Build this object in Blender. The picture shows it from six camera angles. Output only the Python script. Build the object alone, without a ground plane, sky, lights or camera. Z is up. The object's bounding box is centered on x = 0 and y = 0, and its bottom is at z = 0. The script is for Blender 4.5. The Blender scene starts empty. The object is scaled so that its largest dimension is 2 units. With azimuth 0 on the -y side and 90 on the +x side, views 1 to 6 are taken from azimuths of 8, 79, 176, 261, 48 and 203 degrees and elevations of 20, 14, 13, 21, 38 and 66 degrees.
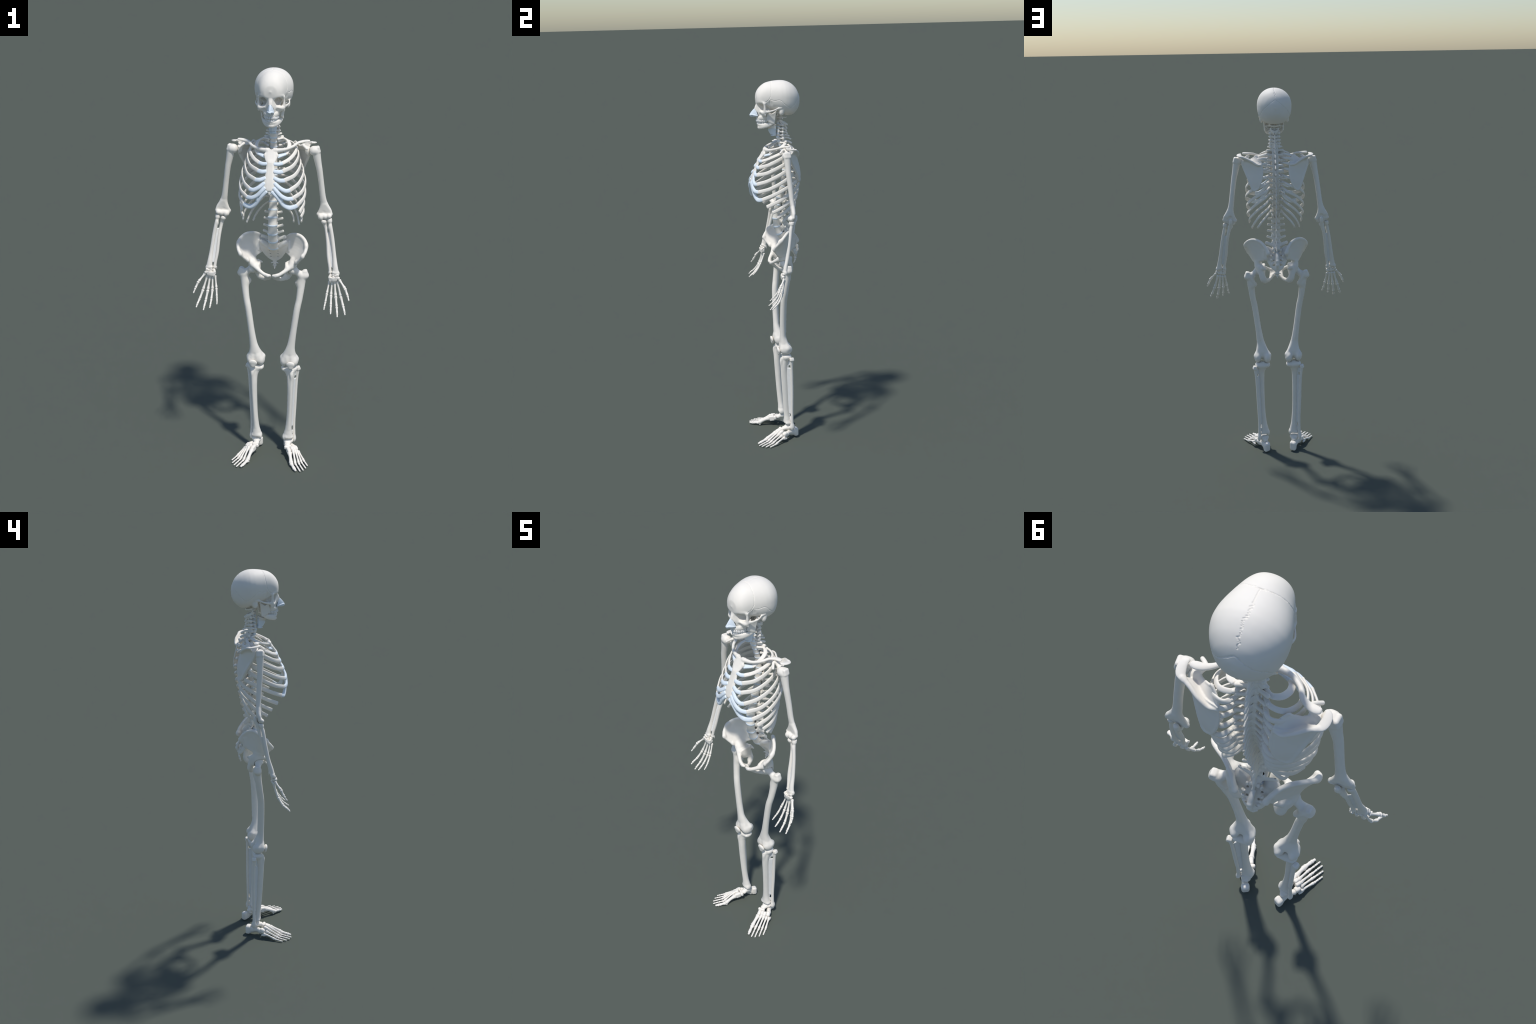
# Human skeleton, anatomical pose.  All bones are modelled on the +x side (or on the
# mid-line) from profiles, spines and cross-sections and mirrored to the -x side.
import bpy, math
import numpy as np

# ----------------------------------------------------------------------------- kernel
BIG = 1.0
A = lambda *p: np.array(p, float)

def crom(P, n):
    """Catmull-Rom through the rows of P, n samples per span."""
    P = np.array(P, float)
    Q = np.vstack([2*P[0]-P[1], P, 2*P[-1]-P[-2]])
    out = []
    for i in range(len(P)-1):
        a, b, c, d = Q[i:i+4]
        for t in np.arange(n)/n:
            out.append(.5*(2*b+(c-a)*t+(2*a-5*b+4*c-d)*t*t+(3*b-a-3*c+d)*t**3))
    out.append(P[-1])
    return np.array(out)

def pchip(x, xs, ys):
    xs = np.array(xs, float); ys = np.array(ys, float)
    h = np.diff(xs); dl = np.diff(ys)/h
    m = np.zeros_like(ys); m[0] = dl[0]; m[-1] = dl[-1]
    for i in range(1, len(xs)-1):
        m[i] = 0 if dl[i-1]*dl[i] <= 0 else 2*dl[i-1]*dl[i]/(dl[i-1]+dl[i])
    x = np.clip(x, xs[0], xs[-1])
    i = np.clip(np.searchsorted(xs, x)-1, 0, len(xs)-2)
    t = (x-xs[i])/h[i]
    return ((1+2*t)*(1-t)**2*ys[i]+t*(1-t)**2*h[i]*m[i]+t*t*(3-2*t)*ys[i+1]+t*t*(t-1)*h[i]*m[i+1])

def unit(v):
    v = np.array(v, float)
    return v/(np.linalg.norm(v)+1e-12)

class Clay:
    """A lump of clay on a grid: add and carve soft primitives, then skin it."""
    def __init__(s, lo, hi, h, sym=False):
        s.h = h; s.sym = sym
        lo = np.array(lo, float); hi = np.array(hi, float)
        if sym: lo[0] = 0.0
        s.o = lo; n = np.ceil((hi-lo)/h).astype(int)+1
        s.ax = [lo[i]+np.arange(n[i])*h for i in range(3)]
        s.n = n
        s.D = np.full(n, BIG, np.float32)
    def box(s, lo, hi):
        sl = []
        for i in range(3):
            a = int(np.floor((lo[i]-s.o[i])/s.h)); b = int(np.ceil((hi[i]-s.o[i])/s.h))+1
            a = max(a, 0); b = min(b, s.n[i])
            if b <= a: return None
            sl.append(slice(a, b))
        X = np.meshgrid(*[s.ax[i][sl[i]].astype(np.float32) for i in range(3)], indexing='ij')
        return tuple(sl), X
    def put(s, sl, d, k, op):
        a = s.D[sl]
        if op == 'cut':
            hh = np.maximum(k-np.abs(a+d), 0)/max(k, 1e-9)
            s.D[sl] = np.maximum(a, -d)+hh*hh*k*.25
        else:
            hh = np.maximum(k-np.abs(a-d), 0)/max(k, 1e-9)
            s.D[sl] = np.minimum(a, d)-hh*hh*k*.25
    def ball(s, c, r, k=.004, rot=None, op='add'):
        c = np.array(c, float); r = np.array(r, float)*np.ones(3)
        R = np.eye(3) if rot is None else np.array([unit(v) for v in rot])
        m = r.max()+k+3*s.h
        q = s.box(c-m, c+m)
        if q is None: return s
        sl, X = q
        v = [X[i]-np.float32(c[i]) for i in range(3)]
        l = [R[j, 0]*v[0]+R[j, 1]*v[1]+R[j, 2]*v[2] for j in range(3)]
        k0 = np.sqrt(sum((l[j]/r[j])**2 for j in range(3)))
        k1 = np.sqrt(sum((l[j]/r[j]**2)**2 for j in range(3)))
        s.put(sl, k0*(k0-1)/np.maximum(k1, 1e-6), k, op)
        return s
    def block(s, c, half, rnd, k=.003, rot=None, op='add'):
        c = np.array(c, float); half = np.array(half, float)
        R = np.eye(3) if rot is None else np.array([unit(v) for v in rot])
        m = np.linalg.norm(half)+k+3*s.h
        q = s.box(c-m, c+m)
        if q is None: return s
        sl, X = q
        v = [X[i]-np.float32(c[i]) for i in range(3)]
        l = [np.abs(R[j, 0]*v[0]+R[j, 1]*v[1]+R[j, 2]*v[2])-(half[j]-rnd) for j in range(3)]
        d = np.sqrt(sum(np.maximum(x, 0)**2 for x in l))+np.minimum(np.maximum(np.maximum(l[0], l[1]), l[2]), 0)-rnd
        s.put(sl, d, k, op)
        return s
    def tube(s, pts, ra, rb=None, up=(0, 0, 1), k=.004, op='add', n=6, smooth=True):
        """Tube through pts; half-axis ra across 'up' and rb along it."""
        pts = np.array(pts, float); N = len(pts)
        ra = np.ones(N)*ra; rb = ra if rb is None else np.ones(N)*rb
        Q = np.column_stack([pts, ra, rb])
        if smooth and N > 2: Q = crom(Q, n)
        else: Q = np.vstack([Q[i]+(Q[i+1]-Q[i])*t for i in range(N-1) for t in (0, .5)]+[Q[-1]])
        m = Q[:, 3:].max()+k+3*s.h
        q = s.box(Q[:, :3].min(0)-m, Q[:, :3].max(0)+m)
        if q is None: return s
        sl, _ = q
        T = np.full([x.stop-x.start for x in sl], BIG, np.float32)
        up = np.array(up, float)
        for i in range(len(Q)-1):
            a, b = Q[i], Q[i+1]
            ax = unit(b[:3]-a[:3]); L = np.linalg.norm(b[:3]-a[:3])
            if L < 1e-7: continue
            uu = up if abs(unit(up)@ax) < .97 else A(0, 1, 0) if abs(ax[1]) < .7 else A(1, 0, 0)
            u = unit(uu-ax*(uu@ax)); w = np.cross(ax, u)
            mm = max(a[3:].max(), b[3:].max())+k+3*s.h
            qq = s.box(np.minimum(a[:3], b[:3])-mm, np.maximum(a[:3], b[:3])+mm)
            if qq is None: continue
            s2, X = qq
            v = [X[j]-np.float32(a[j]) for j in range(3)]
            t = ax[0]*v[0]+ax[1]*v[1]+ax[2]*v[2]
            tc = np.clip(t/L, 0, 1)
            rA = a[3]+(b[3]-a[3])*tc; rB = a[4]+(b[4]-a[4])*tc
            l0 = (w[0]*v[0]+w[1]*v[1]+w[2]*v[2])/rA
            l1 = (u[0]*v[0]+u[1]*v[1]+u[2]*v[2])/rB
            l2 = (t-tc*L)/np.minimum(rA, rB)
            k0 = np.sqrt(l0*l0+l1*l1+l2*l2)
            k1 = np.sqrt((l0/rA)**2+(l1/rB)**2+(l2/np.minimum(rA, rB))**2)
            d = k0*(k0-1)/np.maximum(k1, 1e-6)
            d = np.where(k0 < .05, -np.minimum(rA, rB), d)
            loc = tuple(slice(s2[j].start-sl[j].start, s2[j].stop-sl[j].start) for j in range(3))
            T[loc] = np.minimum(T[loc], d)
        s.put(sl, T, k, op)
        return s
    def sheet(s, rows, th, k=.004, nu=4, nv=4, op='add'):
        """Bone plate: rows of control points (each row optionally with its own half thickness)."""
        rows = np.array(rows, float)
        th = np.ones(rows.shape[:2])*np.array(th, float)
        G = np.concatenate([rows, th[..., None]], 2)
        G = np.array([crom(r, nu) if len(r) > 2 else np.array([r[0]+(r[1]-r[0])*t for t in np.linspace(0, 1, nu+1)]) for r in G])
        G = np.array([crom(G[:, j], nv) if len(rows) > 2 else np.array([G[0, j]+(G[1, j]-G[0, j])*t for t in np.linspace(0, 1, nv+1)]) for j in range(G.shape[1])]).transpose(1, 0, 2)
        P = G[..., :3].reshape(-1, 3); m = G[..., 3].max()+k+3*s.h
        q = s.box(P.min(0)-m, P.max(0)+m)
        if q is None: return s
        sl, _ = q
        T = np.full([x.stop-x.start for x in sl], BIG, np.float32)
        for i in range(G.shape[0]-1):
            for j in range(G.shape[1]-1):
                for tri in ((G[i, j], G[i+1, j], G[i+1, j+1]), (G[i, j], G[i+1, j+1], G[i, j+1])):
                    a, b, c = [x[:3] for x in tri]; ta, tb, tc = [x[3] for x in tri]
                    mm = max(ta, tb, tc)+k+2*s.h
                    qq = s.box(np.minimum(np.minimum(a, b), c)-mm, np.maximum(np.maximum(a, b), c)+mm)
                    if qq is None: continue
                    s2, X = qq
                    d = tri_dist(X, a, b, c, ta, tb, tc)
                    if d is None: continue
                    loc = tuple(slice(s2[w].start-sl[w].start, s2[w].stop-sl[w].start) for w in range(3))
                    T[loc] = np.minimum(T[loc], d)
        s.put(sl, T, k, op)
        return s
    def field(s, fn, lo, hi, k=.004, op='add'):
        """Free implicit form f(x,y,z) (negative inside), normalised to a distance."""
        sl, X = s.box(lo, hi)
        f = fn(*X)
        g = np.gradient(f, s.h)
        gn = np.sqrt(g[0]**2+g[1]**2+g[2]**2)
        s.put(sl, np.clip(f/np.maximum(gn, 1e-3), -.03, .03).astype(np.float32), k, op)
        return s
    def soften(s, n):
        """Blur the field a little (rounds off seams of the form just added)."""
        for _ in range(n):
            P = np.pad(s.D, 1, mode='edge')
            if s.sym: P[0] = P[2]
            s.D = (s.D*2+(P[:-2, 1:-1, 1:-1]+P[2:, 1:-1, 1:-1]+P[1:-1, :-2, 1:-1]+P[1:-1, 2:, 1:-1]+P[1:-1, 1:-1, :-2]+P[1:-1, 1:-1, 2:])).astype(np.float32)/8
        return s
    def skin(s, relax=2):
        D = s.D; o = s.o.copy()
        if s.sym:
            D = np.concatenate([D[:0:-1], D], 0); o[0] = -(s.n[0]-1)*s.h
        return nets(D, o, s.h, relax)

def tri_dist(X, a, b, c, ta, tb, tc):
    ba, ca = b-a, c-a
    n = np.cross(ba, ca); nn = n@n
    if nn < 1e-16: return None
    v = [X[i]-np.float32(a[i]) for i in range(3)]
    d1 = sum(v[i]*ba[i] for i in range(3)); d2 = sum(v[i]*ca[i] for i in range(3))
    A11, A12, A22 = ba@ba, ba@ca, ca@ca
    det = A11*A22-A12*A12
    u = (A22*d1-A12*d2)/det; w = (A11*d2-A12*d1)/det
    inside = (u >= 0) & (w >= 0) & (u+w <= 1)
    dp = np.abs(sum(v[i]*n[i] for i in range(3)))/math.sqrt(nn)
    best = np.where(inside, dp-(ta*(1-u-w)+tb*u+tc*w), BIG)
    for p, q, tp, tq in ((a, b, ta, tb), (b, c, tb, tc), (c, a, tc, ta)):
        e = q-p
        vv = [X[i]-np.float32(p[i]) for i in range(3)]
        t = np.clip(sum(vv[i]*e[i] for i in range(3))/(e@e), 0, 1)
        de = np.sqrt(sum((vv[i]-t*e[i])**2 for i in range(3)))-(tp+(tq-tp)*t)
        best = np.minimum(best, de)
    return best

def nets(D, o, h, relax):
    """Surface nets: one vertex per cell that the surface crosses, quads between them."""
    nx, ny, nz = D.shape
    S = D < 0
    cnt = np.zeros((nx-1, ny-1, nz-1), np.int8)
    for i in (0, 1):
        for j in (0, 1):
            for k in (0, 1):
                cnt += S[i:nx-1+i, j:ny-1+j, k:nz-1+k]
    act = (cnt > 0) & (cnt < 8)
    I = np.argwhere(act)
    idx = np.full(act.shape, -1, np.int64); idx[act] = np.arange(len(I))
    acc = np.zeros((len(I), 3)); num = np.zeros(len(I))
    for axis in range(3):
        o1, o2 = [a for a in range(3) if a != axis]
        for p in (0, 1):
            for q in (0, 1):
                c0 = I.copy(); c0[:, o1] += p; c0[:, o2] += q
                c1 = c0.copy(); c1[:, axis] += 1
                a = D[c0[:, 0], c0[:, 1], c0[:, 2]].astype(float); b = D[c1[:, 0], c1[:, 1], c1[:, 2]].astype(float)
                m = (a < 0) != (b < 0)
                t = np.where(m, a/np.where(m, a-b, 1), 0)
                pos = c0.astype(float); pos[:, axis] += t
                acc[m] += pos[m]; num[m] += 1
    V = acc/num[:, None]*h+o
    F = []
    for axis in range(3):
        o1, o2 = (axis+1) % 3, (axis+2) % 3
        sl0 = [slice(None)]*3; sl1 = [slice(None)]*3
        sl0[axis] = slice(0, -1); sl1[axis] = slice(1, None)
        a = S[tuple(sl0)]; b = S[tuple(sl1)]
        E = np.argwhere(a != b)
        E = E[(E[:, o1] > 0) & (E[:, o2] > 0) & (E[:, o1] < D.shape[o1]-1) & (E[:, o2] < D.shape[o2]-1)]
        if not len(E): continue
        flip = S[E[:, 0], E[:, 1], E[:, 2]]
        q = []
        for p, r in ((0, 0), (1, 0), (1, 1), (0, 1)):
            c = E.copy(); c[:, o1] -= p; c[:, o2] -= r
            q.append(idx[c[:, 0], c[:, 1], c[:, 2]])
        q = np.stack(q, 1)
        q[~flip] = q[~flip][:, ::-1]
        F.append(q)
    F = np.concatenate(F)
    e = np.concatenate([F[:, [0, 1]], F[:, [1, 2]], F[:, [2, 3]], F[:, [3, 0]]])
    e = np.concatenate([e, e[:, ::-1]])
    deg = np.bincount(e[:, 0], minlength=len(V))
    for it in range(relax):
        for lam in (.55, -.57):
            avg = np.stack([np.bincount(e[:, 0], V[e[:, 1], c], len(V)) for c in range(3)], 1)/deg[:, None]
            V = V+lam*(avg-V)
    return V, F

# ------------------------------------------------------------------ direct lofts
def loft(path, ra, rb, nrm, seg=14, close=True, square=0.0, n=6):
    """Ring loft along a path. ra: half-axis along nrm, rb: half-axis across it."""
    path = np.array(path, float); N = len(path)
    ra = np.ones(N)*ra; rb = np.ones(N)*rb
    nr = np.array(nrm, float)
    if nr.ndim == 1: nr = np.tile(nr, (N, 1))
    Q = crom(np.column_stack([path, ra, rb, nr]), n)
    P = Q[:, :3]; T = np.gradient(P, axis=0)
    rings = []
    th = np.arange(seg)*2*math.pi/seg
    cc, ss = np.cos(th), np.sin(th)
    if square:
        e = 2/(2+square*4)
        cc = np.sign(cc)*np.abs(cc)**e; ss = np.sign(ss)*np.abs(ss)**e
    def ring(i, sc, off):
        t = unit(T[i]); nn = unit(Q[i, 5:8]-t*(Q[i, 5:8]@t)); b = np.cross(t, nn)
        return P[i]+t*off+np.outer(cc*Q[i, 3]*sc, nn)+np.outer(ss*Q[i, 4]*sc, b)
    r0 = min(Q[0, 3], Q[0, 4])*.5; r1 = min(Q[-1, 3], Q[-1, 4])*.5
    rings.append(ring(0, .35, -r0)); rings.append(ring(0, .75, -r0*.75))
    for i in range(len(Q)): rings.append(ring(i, 1, 0))
    rings.append(ring(-1, .75, r1*.75)); rings.append(ring(-1, .35, r1))
    V = np.vstack(rings); m = len(rings)
    F = []
    for i in range(m-1):
        for j in range(seg):
            k = (j+1) % seg
            F.append((i*seg+j, i*seg+k, (i+1)*seg+k, (i+1)*seg+j))
    c0 = len(V); V = np.vstack([V, rings[0].mean(0), rings[-1].mean(0)])
    T3 = [(c0, (j+1) % seg, j) for j in range(seg)]+[(c0+1, (m-1)*seg+j, (m-1)*seg+(j+1) % seg) for j in range(seg)]
    return V, F+T3

def long_bone(a, b, prof, side=(1, 0, 0), flat=1.0, bow=(0, 0, 0), seg=14):
    """Small tubular bone from joint a to joint b; prof = [(t, r), ...]."""
    a = np.array(a, float); b = np.array(b, float)
    pts, ra, rb = [], [], []
    for t, r in prof:
        pts.append(a+(b-a)*t+np.array(bow)*4*t*(1-t)); ra.append(r); rb.append(r*flat)
    return loft(pts, ra, rb, side, seg=seg, n=3)

# --------------------------------------------------------------------- scene helpers
def material(name, col, rough, var=.03, spec=.4, scale=30, bump=.0, coat=0.0):
    m = bpy.data.materials.new(name); m.use_nodes = True
    nt = m.node_tree; N = nt.nodes; L = nt.links
    b = N['Principled BSDF']
    tc = N.new('ShaderNodeTexCoord')
    n1 = N.new('ShaderNodeTexNoise'); n1.inputs['Scale'].default_value = scale
    n1.inputs['Detail'].default_value = 5; n1.inputs['Roughness'].default_value = .6
    L.new(tc.outputs['Object'], n1.inputs['Vector'])
    r = N.new('ShaderNodeValToRGB')
    r.color_ramp.elements[0].position = .3; r.color_ramp.elements[1].position = .7
    r.color_ramp.elements[0].color = (*[c*(1-var*(1+.4*i)) for i, c in enumerate(col)], 1)
    r.color_ramp.elements[1].color = (*[min(1, c*(1+var)) for c in col], 1)
    L.new(n1.outputs['Fac'], r.inputs['Fac']); L.new(r.outputs['Color'], b.inputs['Base Color'])
    b.inputs['Roughness'].default_value = rough
    b.inputs['Specular IOR Level'].default_value = spec
    if bump:
        n2 = N.new('ShaderNodeTexNoise'); n2.inputs['Scale'].default_value = scale*8
        L.new(tc.outputs['Object'], n2.inputs['Vector'])
        bm = N.new('ShaderNodeBump'); bm.inputs['Strength'].default_value = bump; bm.inputs['Distance'].default_value = .001
        L.new(n2.outputs['Fac'], bm.inputs['Height']); L.new(bm.outputs['Normal'], b.inputs['Normal'])
    return m

BONE = material('ivory_bone', (.87, .83, .76), .58, .012, .3, 25)
TOOTH = material('tooth_enamel', (.86, .85, .83), .4, .012, .4, 60)
CART = material('blue_cartilage', (.73, .81, .885), .55, .012, .3, 30)
MEMB = material('fibrous_membrane', (.80, .80, .785), .6, .02, .25, 45)

ROOT = bpy.data.objects.new('human_skeleton', None)
bpy.context.scene.collection.objects.link(ROOT)
ROOT['label'] = 'white human skeleton standing upright with blue cartilage'
ROOT['category'] = 'skeleton'

def mesh(name, VF, mat, smooth=True):
    V, F = VF
    me = bpy.data.meshes.new(name)
    me.from_pydata([tuple(v) for v in np.asarray(V).tolist()], [], [tuple(f) for f in (F.tolist() if isinstance(F, np.ndarray) else F)])
    me.materials.append(mat)
    me.polygons.foreach_set('use_smooth', [smooth]*len(me.polygons))
    me.update()
    return me

def place(name, me, parent=None, kind=None):
    ob = bpy.data.objects.new(name, me)
    bpy.context.scene.collection.objects.link(ob)
    ob.parent = parent or ROOT
    if kind: ob['kind'] = kind
    return ob

def mirror(VF):
    V, F = VF
    V = np.array(V)*A(-1, 1, 1)
    F = F[:, ::-1] if isinstance(F, np.ndarray) else [tuple(reversed(f)) for f in F]
    return V, F

def one(name, VF, mat=None, parent=None):
    return place(name, mesh(name, VF, mat or BONE), parent)

def pair(name, VF, mat=None, parents=(None, None)):
    a = place(name, mesh(name, VF, mat or BONE), parents[0])
    b = place(name, mesh(name, mirror(VF), mat or BONE), parents[1])
    return a, b

def join(parts):
    V, F, o = [], [], 0
    for v, f in parts:
        V.append(np.asarray(v)); F += [tuple(int(i)+o for i in q) for q in f]; o += len(v)
    return np.vstack(V), F

# =============================================================================== SKULL
def build_skull():
    c = Clay((0, -.1, 1.795), (.097, .162, 2.006), .0014, sym=True)
    y0, y1 = -.0835, .1510
    ym, Y = (y0+y1)/2, (y1-y0)/2
    #      y      top     bottom  half width, height of greatest width
    prof = [(-.0835, 1.912, 1.912, .000, 1.912), (-.0790, 1.940, 1.882, .0310, 1.908), (-.0660, 1.9625, 1.868, .0490, 1.908),
            (-.0480, 1.979, 1.862, .0580, 1.910), (-.0273, 1.9900, 1.855, .0655, 1.912), (.0014, 1.9965, 1.845, .0760, 1.912),
            (.0260, 1.9992, 1.836, .0840, 1.912), (.0445, 2.0000, 1.828, .0880, 1.912), (.0620, 1.9990, 1.822, .0890, 1.912), (.0780, 1.9955, 1.817, .0870, 1.910),
            (.1017, 1.9850, 1.818, .0780, 1.906), (.1278, 1.9620, 1.835, .0580, 1.900), (.1450, 1.9290, 1.861, .0300, 1.898), (.1510, 1.900, 1.900, .000, 1.900)]
    th = [math.acos(np.clip(-(p[0]-ym)/Y, -1, 1)) for p in prof]
    def cran(x, y, z):
        t = np.arccos(np.clip(-(y-ym)/Y, -1, 1))
        tp, bt, w, zm = [pchip(t, th, [p[i] for p in prof]) for i in (1, 2, 3, 4)]
        out = np.maximum(np.abs((y-ym)/Y)-1, 0)
        v = np.where(z > zm, (z-zm)/np.maximum(tp-zm, .0015), (zm-z)/np.maximum(zm-bt, .0015))
        u = x/np.maximum(w, .0015)
        n = np.where(z > zm, 2.10, 2.6)
        return (u**n+v**n)**(1/n)-1+out*80
    c.field(cran, (0, -.1, 1.80), (.1, .17, 2.01), k=.001)
    c.soften(6)
    # face block: maxilla and cheek
    c.ball((0, -.030, 1.848), (.040, .042, .034), k=.012)
    c.tube([(0, -.060, 1.812), (.016, -.056, 1.812), (.029, -.036, 1.815)], [.014, .013, .012], [.017, .017, .015], k=.008)
    c.ball((.036, -.046, 1.832), (.017, .013, .014), k=.010)
    # alveolar ridge
    c.tube([(0, -.0765, 1.806), (.010, -.0725, 1.806), (.020, -.062, 1.806), (.027, -.046, 1.806), (.031, -.034, 1.807)], .006, .009, k=.006)
    # brow: sharp upper rim of the eye socket running into the cheek process
    c.tube([(.004, -.0700, 1.888), (.020, -.0695, 1.8930), (.038, -.0640, 1.8950), (.051, -.0530, 1.891), (.0565, -.0460, 1.884)], [.0050, .0050, .0050, .0048, .0045], k=.008)
    # mastoid
    c.ball((.0660, .0410, 1.8385), (.0105, .0130, .0170), k=.014)
    # occipital condyles, pterygoid plates, styloid
    c.ball((.017, .040, 1.820), (.008, .012, .007), k=.008)
    c.sheet([[(.020, -.026, 1.838), (.023, -.016, 1.838)], [(.021, -.022, 1.806), (.026, -.008, 1.808)]], .0025, k=.004)
    c.tube([(.050, .028, 1.838), (.046, .018, 1.812)], [.0035, .0012], k=.003)
    # temporal fossa (hollow behind the eye socket)
    c.ball((.0790, -.0270, 1.870), (.0200, .0240, .034), k=.006, op='cut')
    c.ball((.066, -.012, 1.832), (.014, .026, .0155), k=.006, op='cut')
    # eye sockets
    c.ball((.0365, -.072, 1.8660), (.0200, .026, .0210), k=.003, op='cut')
    c.ball((.0325, -.046, 1.8670), (.0170, .032, .0175), k=.006, op='cut')
    c.ball((.0430, -.076, 1.8640), (.0165, .028, .0200), k=.003, op='cut')
    # nasal opening
    c.ball((.0055, -.066, 1.831), (.0085, .026, .0135), k=.004, op='cut')
    c.ball((0, -.074, 1.842), (.0075, .012, .011), k=.004, op='cut')
    # nasal bones and the broad frontal process of the upper jaw
    c.tube([(.0, -.0745, 1.880), (.0, -.0825, 1.866), (.0, -.0875, 1.8555)], [.0060, .0065, .0070], [.005, .0050, .004], up=(0, -1, .6), k=.006)
    c.sheet([[(.003, -.0755, 1.884), (.009, -.0735, 1.884), (.0130, -.0700, 1.884)], [(.003, -.0840, 1.864), (.0095, -.0760, 1.866), (.0155, -.0680, 1.866)], [(.0075, -.0835, 1.850), (.0140, -.0730, 1.850), (.0220, -.0630, 1.850)],
             [(.0135, -.0730, 1.836), (.0190, -.0670, 1.837), (.0290, -.0605, 1.840)], [(.0145, -.0690, 1.824), (.0200, -.0640, 1.825), (.0300, -.0560, 1.828)]], .0030, k=.004)
    c.sheet([[(0, -.068, 1.850), (0, -.050, 1.850)], [(0, -.066, 1.819), (0, -.045, 1.819)]], .0012, k=.002)
    c.ball((0, -.074, 1.8165), (.003, .006, .0025), k=.005)
    # cheek bone and arch
    c.tube([(.0565, -.0465, 1.886), (.0580, -.0455, 1.870), (.0570, -.0455, 1.852), (.054, -.0465, 1.840)], [.0045, .0042, .0060, .0085], [.0070, .0055, .0070, .0085], k=.005)
    c.tube([(.0270, -.0600, 1.8400), (.040, -.0570, 1.8380), (.051, -.0495, 1.838), (.058, -.039, 1.841)], [.0050, .0058, .0080, .0060], k=.006)
    c.tube([(.050, -.0475, 1.833), (.0565, -.0430, 1.826)], [.0085, .0055], k=.008)
    c.tube([(.056, -.041, 1.841), (.0665, -.026, 1.8435), (.0755, -.006, 1.8485), (.0765, .008, 1.8530), (.0735, .022, 1.8580), (.0740, .040, 1.8610)], [.0040, .0030, .0028, .0028, .0032, .004], [.0080, .0055, .0042, .0040, .0042, .004], k=.005)
    # canine fossa, ear hole, foramen magnum, mouth roof
    c.ball((.031, -.066, 1.826), (.008, .006, .007), k=.008, op='cut')
    c.ball((.080, .0255, 1.8475), (.014, .0036, .0036), k=.003, op='cut')
    c.ball((0, .060, 1.815), (.017, .020, .014), k=.006, op='cut')
    c.ball((0, -.044, 1.797), (.020, .026, .016), k=.004, op='cut')
    # sutures, carved as fine wavy grooves
    rng = np.random.default_rng(7)
    def groove(pts, amp, n=26, dep=.0007, r=.0009):
        P = crom(pts, n); L = len(P)
        T = np.gradient(P, axis=0); wob = rng.normal(0, amp, L)
        for i in range(L):
            side = unit(np.cross(unit(T[i]), P[i]-A(0, .03, 1.89)))
            P[i] += side*wob[i]
        # ride on the surface: march along the radial direction until the field is zero
        Q = []
        for p in P:
            d = unit(p-A(0, .03, 1.89)); best = None
            for s_ in np.arange(.03, .14, .0007):
                q = A(0, .03, 1.89)+d*s_
                ii = np.round((q-c.o)/c.h).astype(int)
                if (ii < 0).any() or (ii >= c.n).any(): break
                if c.D[tuple(ii)] < 0: best = q
            if best is not None: Q.append(best-d*dep*.2)
        if len(Q) > 3: c.tube(Q, r, k=.0004, op='cut', smooth=False)
    groove([(.0, .000, 1.998), (.030, -.004, 1.990), (.058, -.010, 1.966), (.069, -.015, 1.940), (.072, -.020, 1.918), (.067, -.034, 1.900), (.060, -.047, 1.890)], .0007)
    groove([(.072, -.016, 1.905), (.082, .004, 1.900), (.089, .019, 1.903), (.088, .036, 1.900), (.084, .050, 1.886), (.080, .068, 1.870), (.0745, .0865, 1.861)], .0005)
    groove([(.001, .131, 1.938), (.018, .136, 1.927), (.030, .138, 1.918), (.043, .137, 1.908), (.058, .118, 1.892), (.066, .105, 1.876), (.0745, .0865, 1.861)], .0009)
    groove([(.070, -.018, 1.906), (.066, -.022, 1.890), (.064, -.020, 1.876), (.066, -.012, 1.864)], .0004, n=14)
    V, F = c.skin(2)
    # sagittal suture is a single ragged line over the top: press it in on the finished skin
    ys = np.linspace(.002, .131, 170)
    xs = np.convolve(rng.normal(0, .0034, 174), [.25, .5, .25], 'same')[2:-2]*np.clip((ys-.0)/.05, .25, 1)+.0015*np.sin(ys*90)
    top = (V[:, 1] > -.004) & (V[:, 1] < .132) & (np.abs(V[:, 0]) < .012) & (V[:, 2] > 1.93)
    ix = np.where(top)[0]
    S = np.stack([xs, ys], 1)
    A0, B0 = S[:-1], S[1:]; d = B0-A0
    for i in ix:
        p = V[i, :2]
        t = np.clip(((p-A0)*d).sum(1)/(d*d).sum(1), 0, 1)
        r = np.sqrt((((A0+d*t[:, None])-p)**2).sum(1)).min()
        if p[1] < .012: r = min(r, abs(p[1]-.0005-.1*abs(p[0])))
        if r < .0014: V[i] -= unit(V[i]-A(0, .03, 1.89))*.0013*(1-(r/.0014)**2)
    return V, F

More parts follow.
